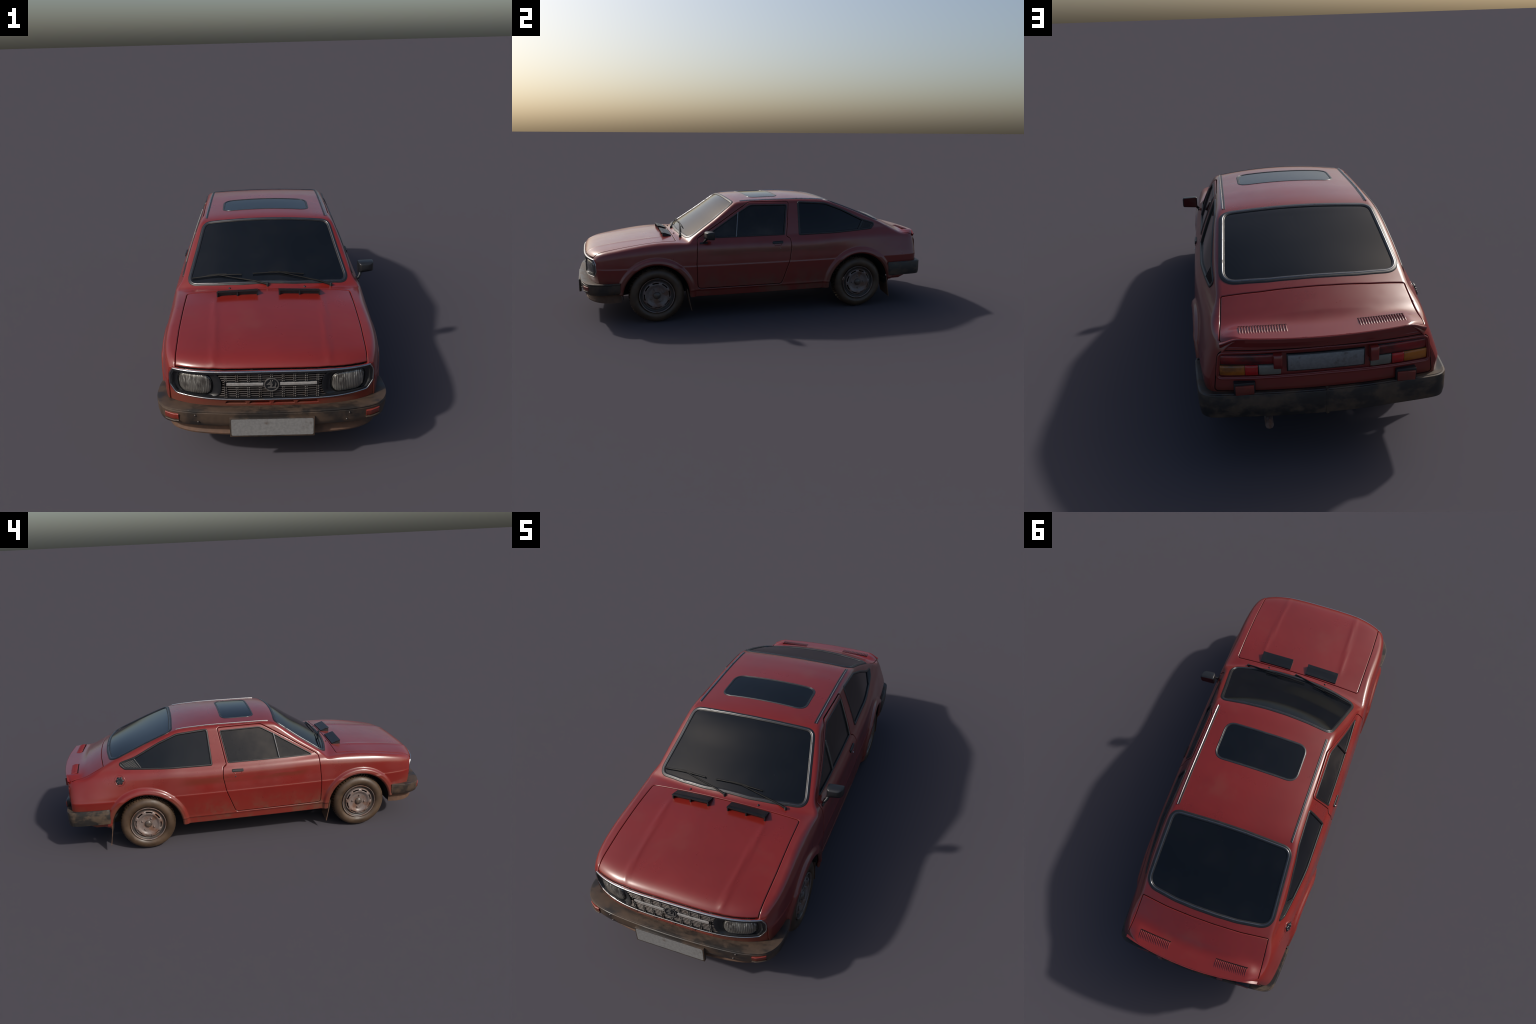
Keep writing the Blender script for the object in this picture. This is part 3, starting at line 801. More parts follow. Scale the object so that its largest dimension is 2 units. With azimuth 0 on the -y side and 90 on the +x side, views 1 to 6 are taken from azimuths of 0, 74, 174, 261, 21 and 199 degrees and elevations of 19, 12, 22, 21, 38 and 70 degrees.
for k in range(-4, 5):
    x = 0.0372 * k
    rows = [(0.316, 0.3475), (0.2565, 0.2975)] if abs(k) < 4 else [(0.2565, 0.3475)]
    for z0, z1 in rows:
        zz = [z for z in slat_z if z0 < z < z1]
        yf = float(front_y(x, (z0 + z1) / 2))
        pieces = []
        for dx in (-0.0028, 0.0028):
            pieces.append(box((x + dx - 0.0013, yf + 0.0010, z0), (x + dx + 0.0013, yf + 0.016, z1), 0.0004))
        V, Fs = merge(*pieces); part('grille_rib', V, Fs, GUNMETAL, grille, angle=35)
        studs = [box((x + dx - 0.0013, yf - 0.0005, z - 0.0015), (x + dx + 0.0013, yf + 0.006, z + 0.0015), 0.0005) for z in zz for dx in (-0.0028, 0.0028)]
        if studs: V, Fs = merge(*studs); o = part('grille_stud', V, Fs, STUD, grille, angle=35); o['kind'] = 'stuff'
# round emblem: ring, disc and a winged arrow
def ring_y(cx, cz, y, r_out, r_in, depth, n=40):
    prof = [(r_in, 0.0), (r_in, -depth), (0.5 * (r_in + r_out), -depth - 0.001), (r_out, -depth), (r_out, 0.0)]
    V = []; Fs = []
    for i in range(n):
        q = 2 * math.pi * i / n
        for r, d in prof: V.append((cx + r * math.cos(q), y + d, cz + r * math.sin(q)))
    k = len(prof)
    for i in range(n):
        for j in range(k):
            Fs.append([i * k + j, i * k + (j + 1) % k, ((i + 1) % n) * k + (j + 1) % k, ((i + 1) % n) * k + j])
    V = np.array(V)
    if signed_volume(V, Fs) < 0: Fs = [f[::-1] for f in Fs]
    return V, Fs
def plate_y(poly, y0, y1):
    """flat shape in (x, z) given thickness from y0 (face) to y1"""
    n = len(poly); V = [(x, y0, z) for x, z in poly] + [(x, y1, z) for x, z in poly]
    Fs = [list(range(n)), list(range(n, 2 * n))[::-1]] + [[i, i + n, (i + 1) % n + n, (i + 1) % n] for i in range(n)]
    V = np.array(V)
    if signed_volume(V, Fs) < 0: Fs = [f[::-1] for f in Fs]
    return V, Fs
by, bz = -0.9600, 0.3055
disc = [(0.0225 * math.cos(2 * math.pi * i / 40), bz + 0.0225 * math.sin(2 * math.pi * i / 40)) for i in range(40)]
emblem = part('emblem', *plate_y(disc, by - 0.0015, by + 0.02), BLACK, grille, angle=40)
part('emblem_ring', *ring_y(0, bz, by + 0.003, 0.0245, 0.0208, 0.006), EMBLEM, grille, angle=60)
arrow = merge(plate_y([(-0.013, bz - 0.0115), (0.017, bz - 0.0115), (0.013, bz - 0.0075), (-0.011, bz - 0.0075)], by - 0.004, by),
              plate_y([(-0.006, bz - 0.0085), (0.000, bz - 0.0085), (0.003, bz + 0.001), (-0.003, bz + 0.002)], by - 0.0042, by),
              *[plate_y([(-0.016 + 0.004 * i, bz + 0.001 + 0.004 * i), (0.002 - 0.001 * i, bz + 0.000 + 0.0042 * i), (0.004 - 0.002 * i, bz + 0.0032 + 0.004 * i), (-0.013 + 0.004 * i, bz + 0.0035 + 0.004 * i)], by - 0.0044 + 0.0003 * i, by) for i in range(3)],
              plate_y([(0.008, bz - 0.0105), (0.013, bz - 0.008), (0.0155, bz + 0.004), (0.010, bz + 0.013), (0.012, bz + 0.003)], by - 0.0038, by))
part('emblem_arrow', *arrow, EMBLEM, grille, angle=30)

# headlamps
def lamp_outline(grow=0.0, step=0.005):
    grow = grow + 0.002
    c = [(0.196 - grow, 0.2635 - grow, 0.034 + grow), (0.3015 + grow, 0.2655 - grow, 0.030 + grow), (0.3045 + grow, 0.3350 + grow, 0.030 + grow), (0.197 - grow, 0.3345 + grow, 0.034 + grow)]
    return rounded(c, step)
HOUSE = rounded([(0.163, 0.2530, 0.040), (0.312, 0.2585, 0.02), (0.3300, 0.290, 0.03), (0.3270, 0.3435, 0.012), (0.163, 0.3485, 0.040)], 0.005)
def resample(loop, n, start):
    d = np.r_[0, np.cumsum(np.linalg.norm(np.diff(np.vstack([loop, loop[:1]]), axis=0), axis=1))]
    L = np.vstack([loop, loop[:1]]); c = np.array(start)
    # start where the loop crosses the ray to +x from its centre, so two loops line up
    ang = np.arctan2(loop[:, 1] - c[1], loop[:, 0] - c[0]); k = int(np.argmin(np.abs(ang)))
    s = (d[k] + np.linspace(0, d[-1], n, endpoint=False)) % d[-1]
    return np.stack([np.interp(s, d, L[:, 0]), np.interp(s, d, L[:, 1])], -1)
def loft_front(loops, depths, cap=False):
    n = len(loops[0]); V = []; Fs = []
    for L, dp in zip(loops, depths):
        for x, z in L: V.append((x, float(front_y(x, z)) + dp, z))
    for a in range(len(loops) - 1):
        for i in range(n):
            j = (i + 1) % n; Fs.append([a * n + i, a * n + j, (a + 1) * n + j, (a + 1) * n + i])
    if cap: Fs.append([(len(loops) - 1) * n + i for i in range(n)])
    return np.array(V), Fs
cen = (0.250, 0.2985)
rs = lambda L: resample(L, 72, cen)
house = rs(HOUSE); lo1 = rs(lamp_outline(0.004)); lo0 = rs(lamp_outline(0.0))
for sg in (1, -1):
    V, Fs = loft_front([offset(house, 0.002), house, offset(house, -0.004), 0.5 * house + 0.5 * lo1, lo1, lo1], [0.018, 0.001, 0.0005, 0.008, 0.0105, 0.022])
    if sg < 0: V, Fs = mirror(V, Fs)
    lampo = part('headlamp', V, Fs, BLACK, root, angle=50)
    mid = np.array([0.250, 0.299])
    loops = [lo0] + [mid + (lo0 - mid) * k for k in (0.97, 0.92, 0.8, 0.6, 0.4, 0.2, 0.02)]
    # a slightly domed glass
    V = []; Fs = []; n = 72
    for L, dp in zip(loops, (0.016, 0.0070, 0.0050, 0.0030, 0.0010, 0.0000, -0.0005, -0.0005)):
        base = np.array([float(front_y(x, z)) for x, z in L])
        for (x, z), yb in zip(L, base): V.append((x, yb + dp, z))
    for a in range(len(loops) - 1):
        for i in range(n):
            j = (i + 1) % n; Fs.append([a * n + i, a * n + j, (a + 1) * n + j, (a + 1) * n + i])
    Fs.append([(len(loops) - 1) * n + i for i in range(n)])
    V = np.array(V)
    if sg < 0: V, Fs = mirror(V, Fs)
    part('lamp_glass', V, Fs, LAMP, lampo, angle=60)
    rimV, rimF = loft_front([offset(lo0, 0.0035), offset(lo0, 0.0025), offset(lo0, 0.0005), offset(lo0, -0.0005)], [0.018, 0.0085, 0.0070, 0.014])
    if sg < 0: rimV, rimF = mirror(rimV, rimF)
    part('lamp_rim', rimV, rimF, TRIM, lampo, angle=60)

# ---- rear panel
def rear_edge(z):
    w = 0.34
    for _ in range(30): w = 0.5 * w + 0.5 * float(sidew(np.array([float(rear_y(w, z))]), np.array([z]))[0])
    return w
rp = face_outline(0.176, 0.396, 0.945, rear_edge, 0.0004)
BAND = rounded([(-0.309, 0.3010, 0.008), (0.0, 0.3060, 0.3), (0.309, 0.3010, 0.008), (0.300, 0.3720, 0.012), (0.0, 0.3775, 0.3), (-0.300, 0.3720, 0.012)], 0.008)
rg = np.stack(np.meshgrid(np.linspace(-0.34, 0.34, 60), np.linspace(0.18, 0.395, 20)), -1).reshape(-1, 2)
rear = panel('rear_panel', rear_map_at(), rp, [BAND], rg, PAINT, root, clear=0.003, skirt=0.008)
panel('lamp_band', rear_map_at(0.007), offset(BAND, 0.001), [], rg, PAINT, rear, bevel=0, ring=0, skirt=0)
strip('band_edge', rear_map_at(), offset(BAND, 0.006), half_round(0.007, 0.0028, 5, -0.002), PAINT, rear)
SEAM = rounded([(-0.324, 0.256, 0.012), (0.324, 0.256, 0.012), (0.308, 0.386, 0.03), (-0.308, 0.386, 0.03)], 0.008)
strip('panel_seam', rear_map_at(), SEAM, half_round(0.0028, 0.0006, 3, -0.001), DARK, rear)
def rear_block(name, x0, x1, z0, z1, d0, d1, mat, parent, n=12, r=0.002):
    """block following the curve of the tail: face at depth d0 (negative = proud), back at d1"""
    xs = np.linspace(x0, x1, n); rows = []
    for i, x in enumerate(xs):
        e = r if i in (0, n - 1) else 0.0
        y = float(rear_y(x, 0.5 * (z0 + z1)))
        rows.append([(x, y - d1, z0), (x, y - d0 - r - e, z0), (x, y - d0 - e, z0 + r), (x, y - d0 - e, z1 - r), (x, y - d0 - r - e, z1), (x, y - d1, z1)])
    k = 6; V = np.array(rows).reshape(-1, 3); Fs = []
    for i in range(n - 1):
        for q in range(k):
            s = (q + 1) % k; Fs.append([i * k + q, i * k + s, (i + 1) * k + s, (i + 1) * k + q])
    Fs += [list(range(k)), [(n - 1) * k + q for q in range(k)][::-1]]
    if signed_volume(V, Fs) < 0: Fs = [f[::-1] for f in Fs]
    return part(name, V, Fs, mat, parent, angle=50)
for sg in (1, -1):
    def rb(name, a, b, z0, z1, d0, d1, mat, parent=root):
        x0, x1 = sorted((sg * a, sg * b)); return rear_block(name, x0, x1, z0, z1, d0, d1, mat, parent)
    tl = rb('tail_lamp', 0.127, 0.3065, 0.3035, 0.3715, 0.0045, 0.012, BLACK)
    rb('red_lens', 0.150, 0.3015, 0.3400, 0.3695, 0.0005, 0.010, LENS_DARK, tl)
    rb('amber_lens', 0.2340, 0.3050, 0.3055, 0.3365, 0.0005, 0.010, LENS_AMBER, tl)
    rb('stop_lens', 0.1965, 0.2330, 0.3055, 0.3370, -0.0005, 0.010, LENS_RED, tl)
    rb('reversing_lens', 0.1310, 0.1935, 0.3060, 0.3370, 0.0000, 0.010, LENS_WHITE, tl)
    rb('plate_lamp', 0.1275, 0.1520, 0.3320, 0.3745, -0.016, 0.010, PAINT, tl)
    # rear fog lamp standing on the bumper
    fx = 0.2375
    V, Fs = box((sg * fx - 0.031, 0.950, 0.2500), (sg * fx + 0.031, 0.980, 0.2900), 0.003)
    fl = part('fog_lamp', V, Fs, BLACK, root, angle=40)
    V, Fs = box((sg * fx - 0.027, 0.970, 0.2530), (sg * fx + 0.027, 0.9845, 0.2825), 0.002)
    part('fog_lens', V, Fs, LENS_ORANGE, fl, angle=40)
pl = rear_block('rear_plate', -0.1135, 0.1135, 0.3135, 0.3690, 0.000, 0.010, RUBBER, root, r=0.001)
rear_block('plate_face', -0.1100, 0.1100, 0.3170, 0.3655, -0.0015, 0.004, PLATE, pl, r=0.0006)
# hanging face of the boot-lid lip
def lip():
    xs = np.linspace(-0.301, 0.301, 61); rows = []
    for x in xs:
        ye = 0.9860 - 0.38 * x * x
        zt = float(top(np.array([x]), np.array([ye - 0.001]))[0]) - 0.001
        zl = 0.3915 + 0.004 * (1 - (x / 0.3) ** 2)
        zl = min(zl, zt - 0.002)
        rows.append([(x, ye - 0.010, zt - 0.002), (x, ye + 0.0005, zt), (x, ye + 0.0015, zt - 0.002), (x, ye - 0.006, zl + 0.001), (x, ye - 0.008, zl), (x, ye - 0.022, zl)])
    k = 6; V = np.array(rows).reshape(-1, 3); Fs = []
    for i in range(len(xs) - 1):
        for q in range(k - 1): Fs.append([i * k + q, i * k + q + 1, (i + 1) * k + q + 1, (i + 1) * k + q])
    return part('spoiler_lip', V, Fs, PAINT, part_lid, angle=40)
lip()

# ---- boot-lid louvres
def louvre_mesh():
    n, k = 9, 7; V = []; Fs = []
    for i in range(n):
        f = i / (n - 1); h = 0.0048 * (0.15 + 0.85 * math.sin(math.pi * min(1, f * 1.15 + 0.10)) ** 0.6) if f < 0.98 else 0.0004
        for j in range(k):
            q = math.pi * j / (k - 1)
            V.append((-0.0028 * math.cos(q), (f - 0.5) * 0.040, max(0.0, h) * math.sin(q) - 0.0006))
    for i in range(n - 1):
        for j in range(k - 1): Fs.append([i * k + j, (i + 1) * k + j, (i + 1) * k + j + 1, i * k + j + 1])
    Fs += [list(range(k)), [(n - 1) * k + j for j in range(k)][::-1]]
    V = np.array(V)
    if signed_volume(V, Fs) < 0: Fs = [f[::-1] for f in Fs]
    return mesh_data('louvre', V, Fs, LOUVRE_DARKENED, smooth_angle=45)
lm = louvre_mesh()
slotm = mesh_data('louvre_slot', *box((-0.0030, -0.0026, -0.001), (0.0030, 0.0026, 0.0010)), DARK, smooth_angle=30)
for sg in (1, -1):
    for i in range(18):
        x = sg * (0.1075 + i * 0.0079)
        yc = 0.9345 - 0.16 * x * x
        p = np.array([[x, yc]]); c = chart_top(p)
        P, N = body_map(c)
        n = Vector(N[0]); fwd = Vector((0, 1, 0)); side = fwd.cross(n).normalized(); fwd = n.cross(side)
        M = Matrix((side, fwd, n)).transposed().to_4x4(); M.translation = Vector(P[0])
        o = bpy.data.objects.new('louvre', lm); link(o, part_lid); o.matrix_local = M
        o = bpy.data.objects.new('louvre_slot', slotm); link(o, part_lid)
        M2 = M.copy(); M2.translation = Vector(P[0]) - fwd * 0.0215; o.matrix_local = M2

# ---- bumpers
def mirror_path(half):
    half = np.array(half, float)
    return np.vstack([half, (half * np.array([-1, 1, 1]))[::-1][1:]])
def smooth_path(pts, n):
    pts = np.array(pts, float)
    d = np.r_[0, np.cumsum(np.linalg.norm(np.diff(pts, axis=0), axis=1))]
    s = np.linspace(0, d[-1], n)
    return np.stack([pchip(d, pts[:, i] + 1e-9 * np.arange(len(d)))(s) for i in range(pts.shape[1])], -1)
FB = mirror_path([(0.383, -0.788, 0), (0.3875, -0.820, 0), (0.3885, -0.855, 0), (0.386, -0.885, 0), (0.374, -0.920, 0), (0.350, -0.950, 0), (0.31, -0.968, 0), (0.25, -0.981, 0), (0.16, -0.989, 0), (0.08, -0.9925, 0), (0, -0.9935, 0)])
FB = smooth_path(FB, 121)
def fb_section(f):
    return [(-0.060, 0.219), (-0.004, 0.2265), (0.000, 0.2255), (0.0008, 0.2225), (-0.0030, 0.2205), (-0.0030, 0.2185), (0.0004, 0.2165), (0.000, 0.205), (-0.001, 0.187), (-0.005, 0.171), (-0.012, 0.165), (-0.050, 0.165)]
V, Fs = sweep(FB, fb_section)
bump_f = part('front_bumper', V, Fs, BUMPER_F, root, angle=38)
for sg in (1, -1):
    # indicator with its raised surround
    def ind(x):  # point on the bumper face
        i = int(np.argmin(np.abs(FB[:, 0] - x))); return FB[i]
    xs = np.linspace(0.306, 0.352, 8); rows = []; rows2 = []
    for i, x in enumerate(xs):
        p = ind(sg * x); y = p[1] - 0.0042
        rows.append([(sg * x, y + 0.014, 0.1885), (sg * x, y + 0.0030, 0.1885), (sg * x, y + 0.0016, 0.1900), (sg * x, y - 0.0014, 0.2080), (sg * x, y + 0.0005, 0.2095), (sg * x, y + 0.012, 0.2095)])
        rows2.append([(sg * (x + 0.001 * (1 if i else -3)), y + 0.012, 0.1830), (sg * x, y - 0.0010, 0.1835), (sg * x, y - 0.0025, 0.1855), (sg * x, y - 0.0010, 0.1872), (sg * x, y + 0.012, 0.1872)])
    for nm, rw, mt in (('indicator', rows, LENS_ORANGE), ('indicator_lip', rows2, BUMPER_F)):
        k = len(rw[0]); V = np.array(rw).reshape(-1, 3)
        Fs = [[i * k + q, i * k + (q + 1) % k, (i + 1) * k + (q + 1) % k, (i + 1) * k + q] for i in range(7) for q in range(k)]
        Fs += [list(range(k))[::-1], [7 * k + q for q in range(k)]]
        if signed_volume(V, Fs) < 0: Fs = [f[::-1] for f in Fs]
        part(nm, V, Fs, mt, bump_f, angle=35)
    for bx, bzz in ((0.250, 0.2095), (0.241, 0.186)):
        p = ind(sg * bx)
        V, Fs = lathe([(0.0, 0.0045), (0.0022, 0.0038), (0.0032, 0.0015), (0.0034, -0.006), (0.0, -0.006)], 14)
        V = np.stack([V[:, 1] + sg * bx, p[1] - V[:, 0] + 0.001, V[:, 2] + bzz], -1)
        part('bolt', V, Fs, GUNMETAL, bump_f, angle=50)
VAL = smooth_path(mirror_path([(0.350, -0.783, 0), (0.356, -0.83, 0), (0.348, -0.875, 0), (0.333, -0.902, 0), (0.305, -0.926, 0), (0.25, -0.948, 0), (0.12, -0.964, 0), (0, -0.967, 0)]), 81)
def val_section(f):
    side = abs(f - 0.5) * 2
    q = 1 - float(sstep(0.6, 0.85, side))
    low = 0.116 + 0.006 * (1 - float(sstep(0.60, 0.88, side)))
    return [(-0.05, 0.172), (-0.018 * q, 0.172), (-0.018 * q - 0.002, 0.156), (0.004 * q, low + 0.006), (0.002 * q, low), (-0.02, low), (-0.05, low + 0.01)]
V, Fs = sweep(VAL, val_section)
part('front_valance', V, Fs, VALANCE, root, angle=38)
# number plate hung below the bumper edge
V, Fs = box((-0.1385, -0.9995, 0.1360), (0.1365, -0.9880, 0.2055), 0.0015)
fpl = part('front_plate', V, Fs, BUMPER_F, root, angle=35)
pf = rounded([(-0.1335, 0.1420, 0.006), (0.1320, 0.1420, 0.006), (0.1320, 0.2025, 0.006), (-0.1335, 0.2025, 0.006)], 0.004)
V, Fs = plate_y([tuple(p) for p in pf], -1.0003, -0.995)
part('plate_face', V, Fs, PLATE, fpl, angle=35)
for i in range(9):
    V, Fs = box((-0.06 + i * 0.009 - 0.003, -0.998, 0.1335 + 0.001 * (i % 3)), (-0.06 + i * 0.009 + 0.003, -0.990, 0.1375), 0.001)
    part('mud_clod', V, Fs, BUMPER_F, fpl, angle=60)

RB = smooth_path(mirror_path([(0.376, 0.752, 0), (0.3835, 0.765, 0), (0.3825, 0.80, 0), (0.379, 0.86, 0), (0.3735, 0.920, 0), (0.3690, 0.945, 0), (0.357, 0.962, 0), (0.338, 0.9725, 0), (0.30, 0.9785, 0), (0.2, 0.988, 0), (0.1, 0.9960, 0), (0, 0.9985, 0)]), 141)
def rb_section(f):
    side = float(sstep(0.0, 0.05, min(f, 1 - f)))
    b = 0.1755
    return [(-0.050, 0.250), (-0.007, 0.2555), (-0.0055, 0.2535), (-0.001, 0.2530), (0.000, 0.2510), (0.000, 0.195), (-0.003, b + 0.002), (-0.007, b), (-0.050, b)]
V, Fs = sweep(RB, rb_section)
bump_r = part('rear_bumper', V, Fs, BUMPER_R, root, angle=38)
V, Fs = box((-0.0045, 0.93, 0.1750), (0.0045, 0.9995, 0.2560), 0.0012)
part('bumper_joint', V, Fs, BUMPER_R, bump_r, angle=35)

# ---- exhaust, mud flaps, floor, wheel housings
V, Fs = tube([(0.172, 0.86, 0.176), (0.172, 0.90, 0.166), (0.172, 0.95, 0.156), (0.172, 0.998, 0.151)], 0.0125, 8)
part('exhaust_pipe', V, Fs, STEEL, root, angle=30)
for sg in (1, -1):
    for (y0, y1, zt, zb, xo, xi) in ((-0.436, -0.414, 0.17, 0.047, 0.372, 0.262), (0.750, 0.770, 0.17, 0.044, 0.368, 0.250)):
        rows = []
        for i in range(9):
            f = i / 8; z = zt + (zb - zt) * f; y = y0 + (y1 - y0) * f ** 1.3
            a, b = xi + 0.02 * f * (1 if y0 < 0 else 0.3), xo - 0.004 * f
            zz = z
            rows.append([(sg * a, y - 0.002, zz + 0.016 * f), (sg * b, y - 0.002, zz), (sg * b, y + 0.002, zz), (sg * a, y + 0.002, zz + 0.016 * f)])
        V = np.array(rows).reshape(-1, 3); k = 4
        Fs = [[i * k + q, i * k + (q + 1) % k, (i + 1) * k + (q + 1) % k, (i + 1) * k + q] for i in range(8) for q in range(k)] + [[0, 1, 2, 3], [32, 33, 34, 35]]
        if signed_volume(V, Fs) < 0: Fs = [f[::-1] for f in Fs]
        part('mud_flap', V, Fs, VALANCE, root, angle=30)
def floor_part():
    out = []
    for y0, y1, w0, w1, z in ((-0.935, -0.785, 0.30, 0.345, 0.160), (-0.785, -0.415, 0.245, 0.245, 0.150), (-0.415, 0.370, 0.360, 0.364, 0.130), (0.370, 0.762, 0.245, 0.245, 0.150), (0.762, 0.955, 0.345, 0.325, 0.172)):
        V = np.array([(-w0, y0, z), (w0, y0, z), (w1, y1, z), (-w1, y1, z), (-w0, y0, z + 0.06), (w0, y0, z + 0.06), (w1, y1, z + 0.06), (-w1, y1, z + 0.06)])
        out.append((V, [[3, 2, 1, 0], [4, 5, 6, 7], [0, 1, 5, 4], [1, 2, 6, 5], [2, 3, 7, 6], [3, 0, 4, 7]]))
    return merge(*out)
part('floor_pan', *floor_part(), UNDER, root, flat=True)
for c in (WHEEL_F, WHEEL_R):
    for sg in (1, -1):
        V = []; Fs = []; n = 40
        for i in range(n):
            a = math.radians(184 - 188 * i / (n - 1))
            r = c[2] - 0.001
            yy, zz = c[0] + r * math.cos(a), max(c[1] + r * math.sin(a), 0.135)
            xo = float(sidew(np.array([yy]), np.array([zz]))[0]) - 0.004
            V += [(sg * xo, yy, zz), (sg * (xo - 0.022), c[0] + (r + 0.001) * math.cos(a), c[1] + (r + 0.001) * math.sin(a)), (sg * 0.24, c[0] + (r + 0.001) * math.cos(a), c[1] + (r + 0.001) * math.sin(a)), (sg * 0.24, c[0] + 0.4 * r * math.cos(a), c[1] + 0.4 * r * math.sin(a))]
        for i in range(n - 1):
            for q in range(3): Fs.append([i * 4 + q, i * 4 + q + 1, (i + 1) * 4 + q + 1, (i + 1) * 4 + q])
        part('wheel_housing', V, Fs, UNDER, root, angle=40)

# ---- wheels
TR = 0.1462
tread_n = 56
tp = [(0.092, -0.020), (0.098, -0.008), (0.108, -0.0015), (0.118, 0.0), (0.128, -0.0025), (0.1370, -0.008), (0.1422, -0.015), (0.1453, -0.021), (TR, -0.0265), (TR, -0.0275), (TR, -0.040), (TR, -0.041), (TR, -0.0475), (TR, -0.0485), (TR, -0.062), (TR, -0.063), (0.1447, -0.068), (0.139, -0.077), (0.128, -0.084), (0.112, -0.087), (0.092, -0.080)]
def tread(i, j):
    if j in (9, 10): return 0.0 if i % 6 > 1 else -0.0035
    if j in (13, 14): return 0.0 if (i + 3) % 6 > 1 else -0.0035
    if j in (7, 8): return 0.0 if (i + 1) % 6 > 1 else -0.0042
    if j in (15, 16): return 0.0 if (i + 4) % 6 > 1 else -0.0042
    if j in (11, 12): return -0.003 if i % 6 < 5 else 0.0
    return 0.0
tyre_me = mesh_data('tyre', *lathe(tp, tread_n * 6, mod=tread), TYRE, smooth_angle=38)
rim_profile = [(0.0935, -0.012), (0.0945, -0.006), (0.0930, -0.0025), (0.0905, -0.0030), (0.0888, -0.0060), (0.0878, -0.0100)]
rim_me = mesh_data('rim', *lathe(rim_profile, 72), STEEL, smooth_angle=50)
barrel_me = mesh_data('rim_barrel', *lathe([(0.0884, -0.0060), (0.0862, -0.0105), (0.0820, -0.0135), (0.0770, -0.0140), (0.0735, -0.0125), (0.0715, -0.0120)], 72), RIMDARK, smooth_angle=60)
# slotted disc: annulus with eight windows, then a dished centre
def disc_map(p):
    p = np.asarray(p, float); r = np.hypot(p[:, 0], p[:, 1])
    prof = pchip([0.0, 0.020, 0.034, 0.044, 0.049, 0.053, 0.0575, 0.062, 0.068, 0.0725, 0.078],
                 [-0.0120, -0.0120, -0.0112, -0.0104, -0.0085, -0.0060, -0.0035, -0.0025, -0.0035, -0.0060, -0.0135])
    e = 4e-4; x = prof(r); dx = (prof(r + e) - prof(np.maximum(r - e, 0))) / (2 * e)
    rr = np.maximum(r, 1e-6)
    N = np.stack([np.ones_like(r), -dx * p[:, 0] / rr, -dx * p[:, 1] / rr], -1)
    N /= np.linalg.norm(N, axis=1, keepdims=True)
    return np.stack([x, p[:, 0], p[:, 1]], -1), N
circ = lambda r, n: np.array([(r * math.cos(2 * math.pi * i / n), r * math.sin(2 * math.pi * i / n)) for i in range(n)])
wslots = []
for k in range(8):
    a0 = math.radians(45 * k + 22.5); h = math.radians(14.5)
    outer = [(0.0715 * math.cos(a0 + q), 0.0715 * math.sin(a0 + q)) for q in np.linspace(-h, h, 9)]
    inner = [(0.0640 * math.cos(a0 + q), 0.0640 * math.sin(a0 + q)) for q in np.linspace(h, -h, 9)]
    wslots.append(np.array(outer + inner))
dg = np.concatenate([circ(r, max(8, int(r * 900))) for r in (0.006, 0.013, 0.020, 0.026, 0.031, 0.036, 0.041, 0.045, 0.048, 0.051, 0.0535, 0.056, 0.059, 0.0615, 0.067, 0.0695, 0.0745)])
tmp = panel('rim_disc', disc_map, circ(0.0778, 72), wslots, dg, STEEL, None, bevel=0.0006, ring=0.0, skirt=0.006, clear=0.0022)
disc_me = tmp.data; bpy.data.objects.remove(tmp)
back_me = mesh_data('rim_back', *lathe([(0.079, -0.022), (0.060, -0.026), (0.0, -0.028)], 32), DARK, smooth_angle=60)
hub_me = mesh_data('hub_cap', *lathe([(0.0, 0.0000), (0.006, -0.0004), (0.012, -0.0022), (0.0165, -0.0050), (0.0190, -0.0085), (0.0200, -0.012), (0.0205, -0.022)], 32), HUB, smooth_angle=60)
nut_me = mesh_data('wheel_nut', *lathe([(0.0, -0.0035), (0.0026, -0.0040), (0.0044, -0.0065), (0.0050, -0.015)], 12), STEEL, smooth_angle=60)
for (wy, wx, wz) in ((WHEEL_F[0] + 0.001, 0.3800, TR), (0.5645, 0.3730, TR)):
    for sg in (1, -1):
        wh = bpy.data.objects.new('wheel', None); link(wh, root)
        wh.location = (sg * wx, wy, wz)
        wh.rotation_euler = (0.3 * sg + wy, 0, 0 if sg > 0 else math.pi)
        for nm, me in (('tyre', tyre_me), ('rim', rim_me), ('rim_barrel', barrel_me), ('rim_disc', disc_me), ('rim_back', back_me), ('hub_cap', hub_me)):
            link(bpy.data.objects.new(nm, me), wh)
        for k in range(4):
            o = bpy.data.objects.new('wheel_nut', nut_me); link(o, wh)
            a = math.pi / 2 * k + 0.75; o.location = (0, 0.0350 * math.cos(a), 0.0350 * math.sin(a))

